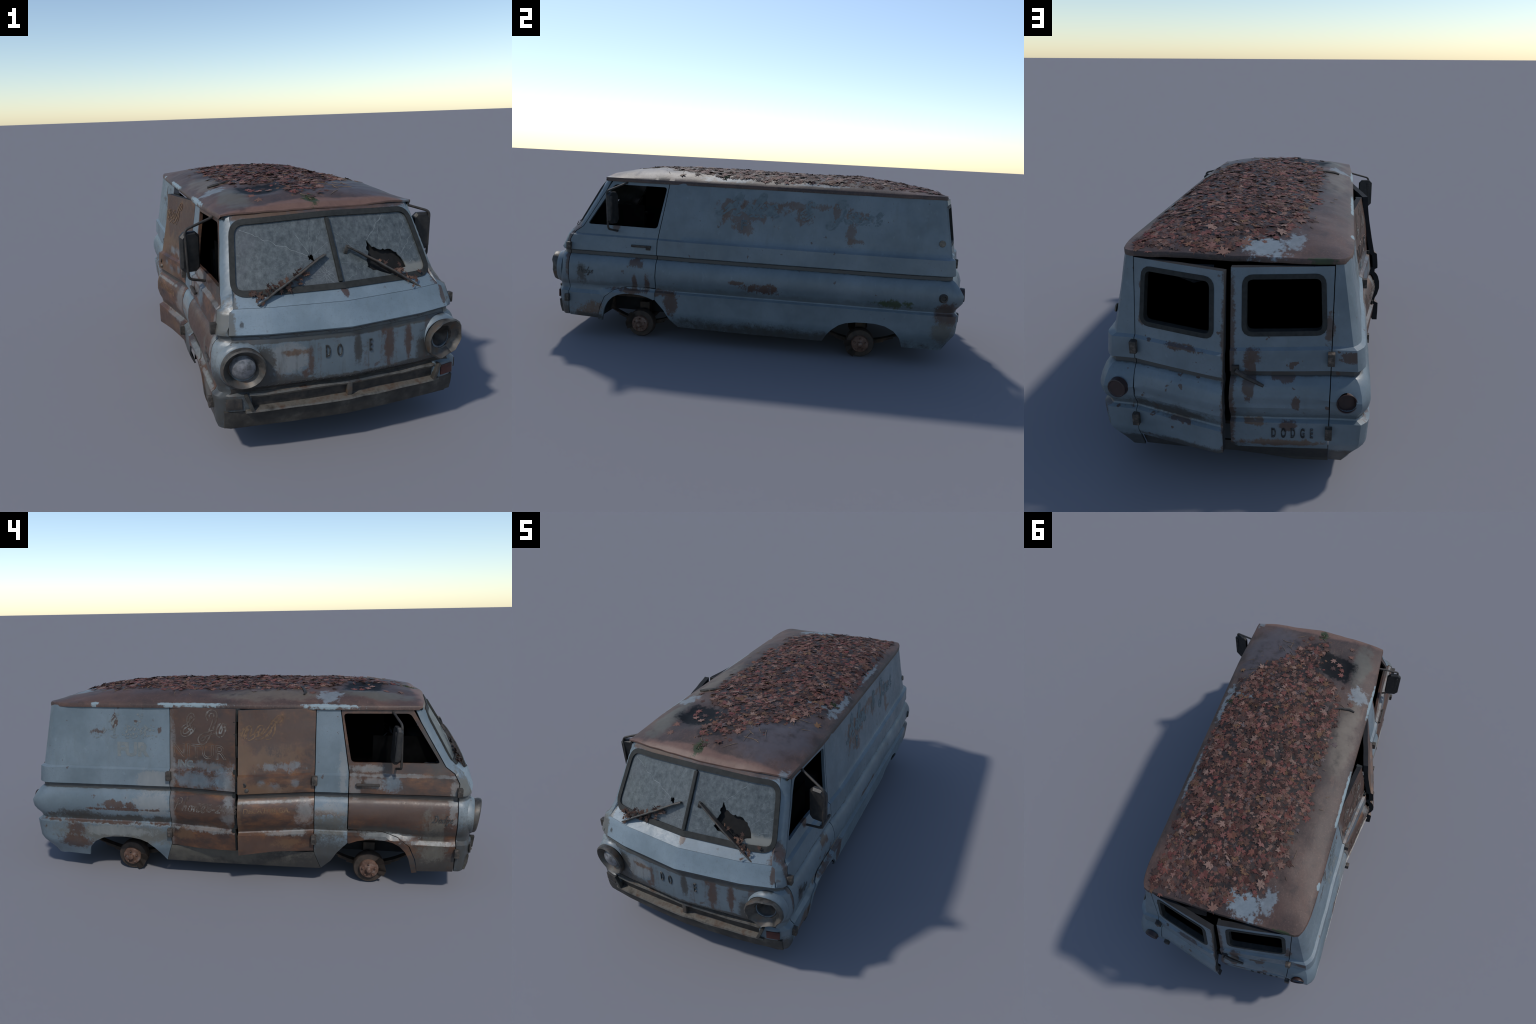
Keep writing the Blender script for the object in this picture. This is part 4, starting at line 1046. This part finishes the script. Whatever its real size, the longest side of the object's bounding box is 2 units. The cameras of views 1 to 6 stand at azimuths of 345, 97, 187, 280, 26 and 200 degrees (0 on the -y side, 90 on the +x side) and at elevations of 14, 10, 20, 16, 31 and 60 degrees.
def script_mesh(s, size, w, slant=.25, double=0.0, seed=1, missing=0.0):
    """flat raised brush strokes; double draws only the two borders of each stroke (ghost of an outlined letter)"""
    r = random.Random(seed); bm = bmesh.new(); u = 0
    for ch in s:
        adv, strokes = SCRIPT[ch]
        for st in strokes:
            P = [((x + y * slant + u) * size, y * size) for x, y in catmull(st)]
            for off in ((-double, double) if double else (0,)):
                prev = None
                for i, p in enumerate(P):
                    q0 = P[max(i - 1, 0)]; q1 = P[min(i + 1, len(P) - 1)]
                    dx, dy = q1[0] - q0[0], q1[1] - q0[1]; L = math.hypot(dx, dy) or 1
                    nx, ny = -dy / L, dx / L
                    ww = w * (.6 + .6 * abs(dy / L)) * (.6 + .8 * r.random())
                    c = (p[0] + nx * off, p[1] + ny * off)
                    cur = [bm.verts.new((c[0] + nx * ww * k, c[1] + ny * ww * k, 0)) for k in (-.5, .5)]
                    if prev and r.random() > missing: bm.faces.new([prev[0], cur[0], cur[1], prev[1]])
                    prev = cur
        u += adv
    for v in [q for q in bm.verts if not q.link_faces]: bm.verts.remove(v)
    me = bpy.data.meshes.new('script_lettering'); bm.to_mesh(me); bm.free(); return me
def on_east(y0, z0, lift=.0007): return lambda u, v, h: pressed_panel(y0 + u, z0 + v) + Vector((lift + h, 0, 0))
def on_west(y0, z0, xf=None, lift=.0014):
    def f(u, v, h):
        p = WEST(y0 - u, z0 + v) + Vector((-lift - h, 0, 0))
        return xf(p) if xf else p
    return f
# east flank: faint trade name
place_lettering('script_lettering', script_mesh('Arlen', .088, .010, .30, .007, 3, .12), on_east(-.155, .632), east, M_BLUELET)
place_lettering('script_lettering', script_mesh('&', .075, .008, .25, .006, 4, .1), on_east(.195, .632), east, M_BLUELET)
place_lettering('script_lettering', script_mesh('Jones', .085, .009, .30, .006, 5, .45), on_east(.325, .625), east, M_BLUELET)
place_lettering('block_lettering', text_mesh('F', .062, 0, True, .0020), on_east(-.075, .563, .0005), east, M_BLUELET)
# west flank, running across panel and both doors
west_panel = [o for o in root.children if o.name.startswith('side_panel')][1]
place_lettering('script_lettering', script_mesh('Arlen', .088, .006, .30, .006, 6, .62), on_west(.60, .625), west_panel, M_PALELET)
place_lettering('block_lettering', text_mesh('FUR', .078, 0, False, .004), on_west(.525, .545, None, .0006), west_panel, M_PALELET)
place_lettering('script_lettering', script_mesh('&', .085, .0050, .25, .006, 8, .05), on_west(.240, .640, XF_REARLEAF), cargo_rear, M_GHOST)
place_lettering('script_lettering', script_mesh('Jo', .088, .0055, .22, .007, 9, .05), on_west(.150, .645, XF_REARLEAF), cargo_rear, M_GHOST)
place_lettering('script_lettering', script_mesh('neS', .088, .0050, .26, .007, 10, .08), on_west(-.020, .640, XF_FRONTLEAF), cargo_front, M_GHOST2)
place_lettering('block_lettering', text_mesh('NITUR', .082, 0, True, .0014), on_west(.278, .547, XF_REARLEAF, .0004), cargo_rear, M_GHOST)
place_lettering('block_lettering', text_mesh('INC.', .040, .1, True, .0014), on_west(.255, .507, XF_REARLEAF, .0004), cargo_rear, M_PALELET)
place_lettering('script_lettering', script_mesh('Phone', .055, .004, .30, .0, 11, .1), on_west(.272, .325, XF_REARLEAF), cargo_rear, M_GHOST)
place_lettering('block_lettering', text_mesh('378-2415', .048, .25, True, .0011), on_west(.170, .330, XF_REARLEAF, .0004), cargo_rear, M_GHOST)
place_lettering('block_lettering', text_mesh('DECATUR GA.', .030, .1, False, .0006), on_west(-.030, .342, XF_FRONTLEAF, .0009), cargo_front, M_GHOST2)
# cast badge letters, condensed, front (two lost) and rear
def badge(ch, u, z, fn, parent, hgt=.046):
    me = text_mesh(ch, hgt * 1.4, 0, True, .0019)
    for vv in me.vertices: vv.co.x *= .40
    place_lettering('badge_letter', me, lambda a, b, h: fn(u + a, z + b, h), parent, M_BADGE)
grille = [o for o in root.children if o.name.startswith('grille_panel')][0]
ff = lambda a, b, h: front_surface(a - X0, b) + Vector((0, -.0015 - h, 0))
for ch, x in (('D', -.070), ('O', -.032), ('E', .081)): badge(ch, x, .328, ff, grille, .040)
rf = lambda a, b, h: XF_RW(rear_surface(-a, b) + Vector((0, .0015 + h, 0)))
for i, ch in enumerate('DODGE'): badge(ch, .130 + i * .0305, .190, rf, dw, .036)
for s in (1, -1):
    me = script_mesh('Dodge', .030, .0030, .3)
    if s > 0: fn = lambda u, v, h: EAST(-.842 + u, .315 + v) + Vector((.002, 0, 0))
    else: fn = lambda u, v, h: WEST(-.785 - u, .315 + v) + Vector((-.002, 0, 0))
    place_lettering('badge_script', me, fn, [o for o in root.children if o.name.startswith('front_door')][0 if s > 0 else 1], M_BADGE)
# filler cap scar and marker lamp on the east rear corner
lathe('filler_scar', [(0, .0015), (.010, .0025), (.014, .001), (.015, -.003)], EAST(.826, .560), (1, .1, .2), east, (simple('bare_filler', (.10, .085, .065), (.19, .16, .125), 70, .8),), 14, False)
lathe('marker_lamp', [(0, .002), (.008, .002), (.010, .006), (.016, .007), (.018, .002), (.020, .001), (.021, -.004)], EAST(.846, .326), (1, .15, 0), east, (M_BLACK,), 24, False)

# ------------------------------------------------------------------ leaves on the roof
def leaf_mesh(seed):
    r = random.Random(seed)
    tips = [(-72, .62), (-18, .86), (38 + r.uniform(-5, 5), .92), (90, 1.08), (142 + r.uniform(-5, 5), .92), (198, .86), (252, .62)]
    out = [(0.0, -.42)]
    for i, (a, L) in enumerate(tips):
        L *= r.uniform(.85, 1.1); a = math.radians(a)
        for da, k in ((-.26, .66), (-.12, .72), (0, 1), (.12, .72), (.26, .66)):
            out.append((L * k * math.cos(a + da), L * k * math.sin(a + da)))
        if i < 6:
            b = math.radians((tips[i][0] + tips[i + 1][0]) / 2); out.append((.36 * math.cos(b), .36 * math.sin(b)))
    bm = bmesh.new(); curl = r.uniform(-.07, .05); tw = r.uniform(-.08, .08)
    def z(x, y): return curl * (x * x + y * y) + tw * x * y + .05 * noise.noise(Vector((x * 2, y * 2, seed)))
    c = bm.verts.new((0, 0, z(0, 0) + .03))
    ring = [bm.verts.new((x, y, z(x, y))) for x, y in out]
    mid = [bm.verts.new((x * .5, y * .5, z(x * .5, y * .5) + .012)) for x, y in out]
    n = len(ring)
    for i in range(n):
        j = (i + 1) % n
        bm.faces.new([c, mid[i], mid[j]]); bm.faces.new([mid[i], ring[i], ring[j], mid[j]])
    # stalk
    s = [bm.verts.new(q) for q in ((.025, -.4, .02), (-.025, -.4, .02), (-.02 + tw, -.95, .0), (.02 + tw, -.95, .0))]
    bm.faces.new(s)
    bmesh.ops.recalc_face_normals(bm, faces=bm.faces)
    me = bpy.data.meshes.new('leaf'); bm.to_mesh(me); bm.free()
    for p in me.polygons: p.use_smooth = True
    me.materials.append(M_LEAF)
    return me
LEAVES = [leaf_mesh(s) for s in range(9)]
REGION = [(.315, .82), (.02, .835), (-.03, .775), (-.13, .70), (-.205, .60), (-.205, .45), (-.222, .20), (-.225, -.10), (-.205, -.32), (-.155, -.41), (-.06, -.455), (-.055, -.53), (-.075, -.62),
          (-.03, -.66), (.06, -.585), (.17, -.465), (.245, -.36), (.315, -.19), (.33, -.05), (.335, .40)]
def leaf_matrix(x, y, size, lift, r, tilt=.13):
    p = roof_surface(x, y); e = .01
    nx = (roof_surface(x + e, y) - roof_surface(x - e, y)).cross(roof_surface(x, y + e) - roof_surface(x, y - e)).normalized()
    nx = (nx + Vector((r.gauss(0, tilt), r.gauss(0, tilt), 0))).normalized()
    q = Vector((0, 0, 1)).rotation_difference(nx).to_matrix().to_4x4()
    return Matrix.Translation(p + nx * lift) @ q @ Matrix.Rotation(r.uniform(0, math.tau), 4, 'Z') @ Matrix.Diagonal((size * r.uniform(.85, 1.15), size, size * .8, 1))
def scatter(n, seed, s0, s1, l0, l1):
    r = random.Random(seed); got = []
    while len(got) < n:
        x, y = r.uniform(-.24, .345), r.uniform(-.68, .84)
        if not inside(REGION, x - X0, y) and not (inside(REGION, x - X0 + r.gauss(0, .03), y + r.gauss(0, .03)) and r.random() < .35): continue
        if abs(x - X0) > ROOF_W - .012: continue
        got.append(leaf_matrix(x - X0, y, r.uniform(s0, s1), r.uniform(l0, l1), r))
    return got
for i, m in enumerate(scatter(285, 11, .018, .029, .002, .0042)):
    ob = bpy.data.objects.new('leaf', LEAVES[i % 9]); COLL.objects.link(ob); ob.parent = roof; ob.matrix_world = m
# few strays
r = random.Random(3)
for x, y in ((-.145, -.53), (-.165, -.50), (-.12, -.50), (-.11, -.55), (-.17, -.47), (-.18, -.66), (-.19, -.60), (.0, -.70), (-.24, -.05), (-.26, -.30)):
    ob = bpy.data.objects.new('leaf', LEAVES[r.randrange(9)]); COLL.objects.link(ob); ob.parent = roof
    ob.matrix_world = leaf_matrix(x - X0, y, .022, .002, r, .06)
def merged(name, mats, parent, sources=LEAVES, mat=None):
    V, F = [], []
    src = [([v.co.copy() for v in me.vertices], [tuple(p.vertices) for p in me.polygons]) for me in sources]
    for i, m in enumerate(mats):
        vs, fs = src[i % len(src)]; n0 = len(V)
        V += [m @ v for v in vs]; F += [tuple(k + n0 for k in f) for f in fs]
    me = bpy.data.meshes.new(name); me.from_pydata(V, [], F)
    for p in me.polygons: p.use_smooth = True
    ob = add_object(name, me, parent, (mat or M_LEAF,)); ob['kind'] = 'stuff'; return ob
merged('leaf_litter', scatter(1300, 12, .012, .026, .0008, .0025), roof)
merged('leaf_litter', scatter(2600, 13, .006, .016, .0002, .0012), roof)
# litter caught behind the wipers
lit = []
for i in range(60):
    a = r.random()
    x, z = (-.255 + .16 * a + r.gauss(0, .02), .522 + .05 * a + r.gauss(0, .010)) if i < 38 else (.285 - .10 * a + r.gauss(0, .012), .515 + .07 * a + r.gauss(0, .012))
    p = front_surface(x - X0, z) + Vector((0, -.83, .55)) * r.uniform(.005, .014)
    q = Vector((0, 0, 1)).rotation_difference(Vector((r.gauss(0, .4), -.83 + r.gauss(0, .3), .55))).to_matrix().to_4x4()
    lit.append(Matrix.Translation(p) @ q @ Matrix.Rotation(r.uniform(0, 6.28), 4, 'Z') @ Matrix.Diagonal((r.uniform(.006, .012), r.uniform(.012, .022), .010, 1)))
merged('wiper_litter', lit, w1, mat=leaf_material('rotting_litter', [(0, (.020, .012, .010)), (.5, (.055, .026, .018)), (.85, (.11, .055, .035)), (1, (.17, .10, .07))]))
# twigs and pine needles
bm = bmesh.new(); r = random.Random(21)
for cx, cy, n, L in ((.24, -.40, 9, .05), (.10, -.57, 12, .06), (-.23, -.20, 8, .04), (.0, -.70, 5, .04), (-.24, .30, 6, .03), (-.22, .55, 5, .04), (.0, .1, 25, .03)):
    for _ in range(n):
        sp = .05 if n < 20 else .25
        x, y = cx + r.gauss(0, sp * .8), cy + r.gauss(0, sp); a = r.uniform(0, math.tau); l = L * r.uniform(.5, 1.2)
        if abs(x) > .3 or y < -.73: continue
        pts = []
        for k in range(4):
            t = k / 3; px, py = x + math.cos(a + .2 * t) * l * t, y + math.sin(a + .2 * t) * l * t
            if abs(px) > .33 or not -.75 < py < .83: break
            pts.append(roof_surface(px, py) + Vector((0, 0, .002 + (.005 if n >= 20 else 0))))
        if len(pts) == 4: tube_bm(bm, pts, [.0011, .001, .0008, .0004], 5)
tw = finish(bm, 'twig_litter', roof, (M_TWIG,)); tw['kind'] = 'stuff'
# branch stub lying near the west gutter
bm = bmesh.new(); tube_bm(bm, [roof_surface(x, y) + Vector((0, 0, .004)) for x, y in ((-.20, -.245), (-.235, -.262), (-.275, -.272), (-.30, -.268))], [.003, .006, .007, .004], 7)
finish(bm, 'branch', roof, (M_BLACK,))
# moss tufts
bm = bmesh.new(); r = random.Random(5)
for (cx, cy, sx, sy, n) in ((.300, -.165, .020, .010, 70), (-.03, -.715, .010, .018, 30)):
    for _ in range(n):
        x, y = cx + r.gauss(0, sx * .6), cy + r.gauss(0, sy * .6)
        if abs(x) > ROOF_W - .01 or y < roof_front(x) + .01: continue
        p = roof_surface(x, y); rr = r.uniform(.002, .004)
        bmesh.ops.create_icosphere(bm, subdivisions=1, radius=rr, matrix=Matrix.Translation(p))
mo = finish(bm, 'moss_tuft', roof, (M_MOSS,)); mo['kind'] = 'stuff'
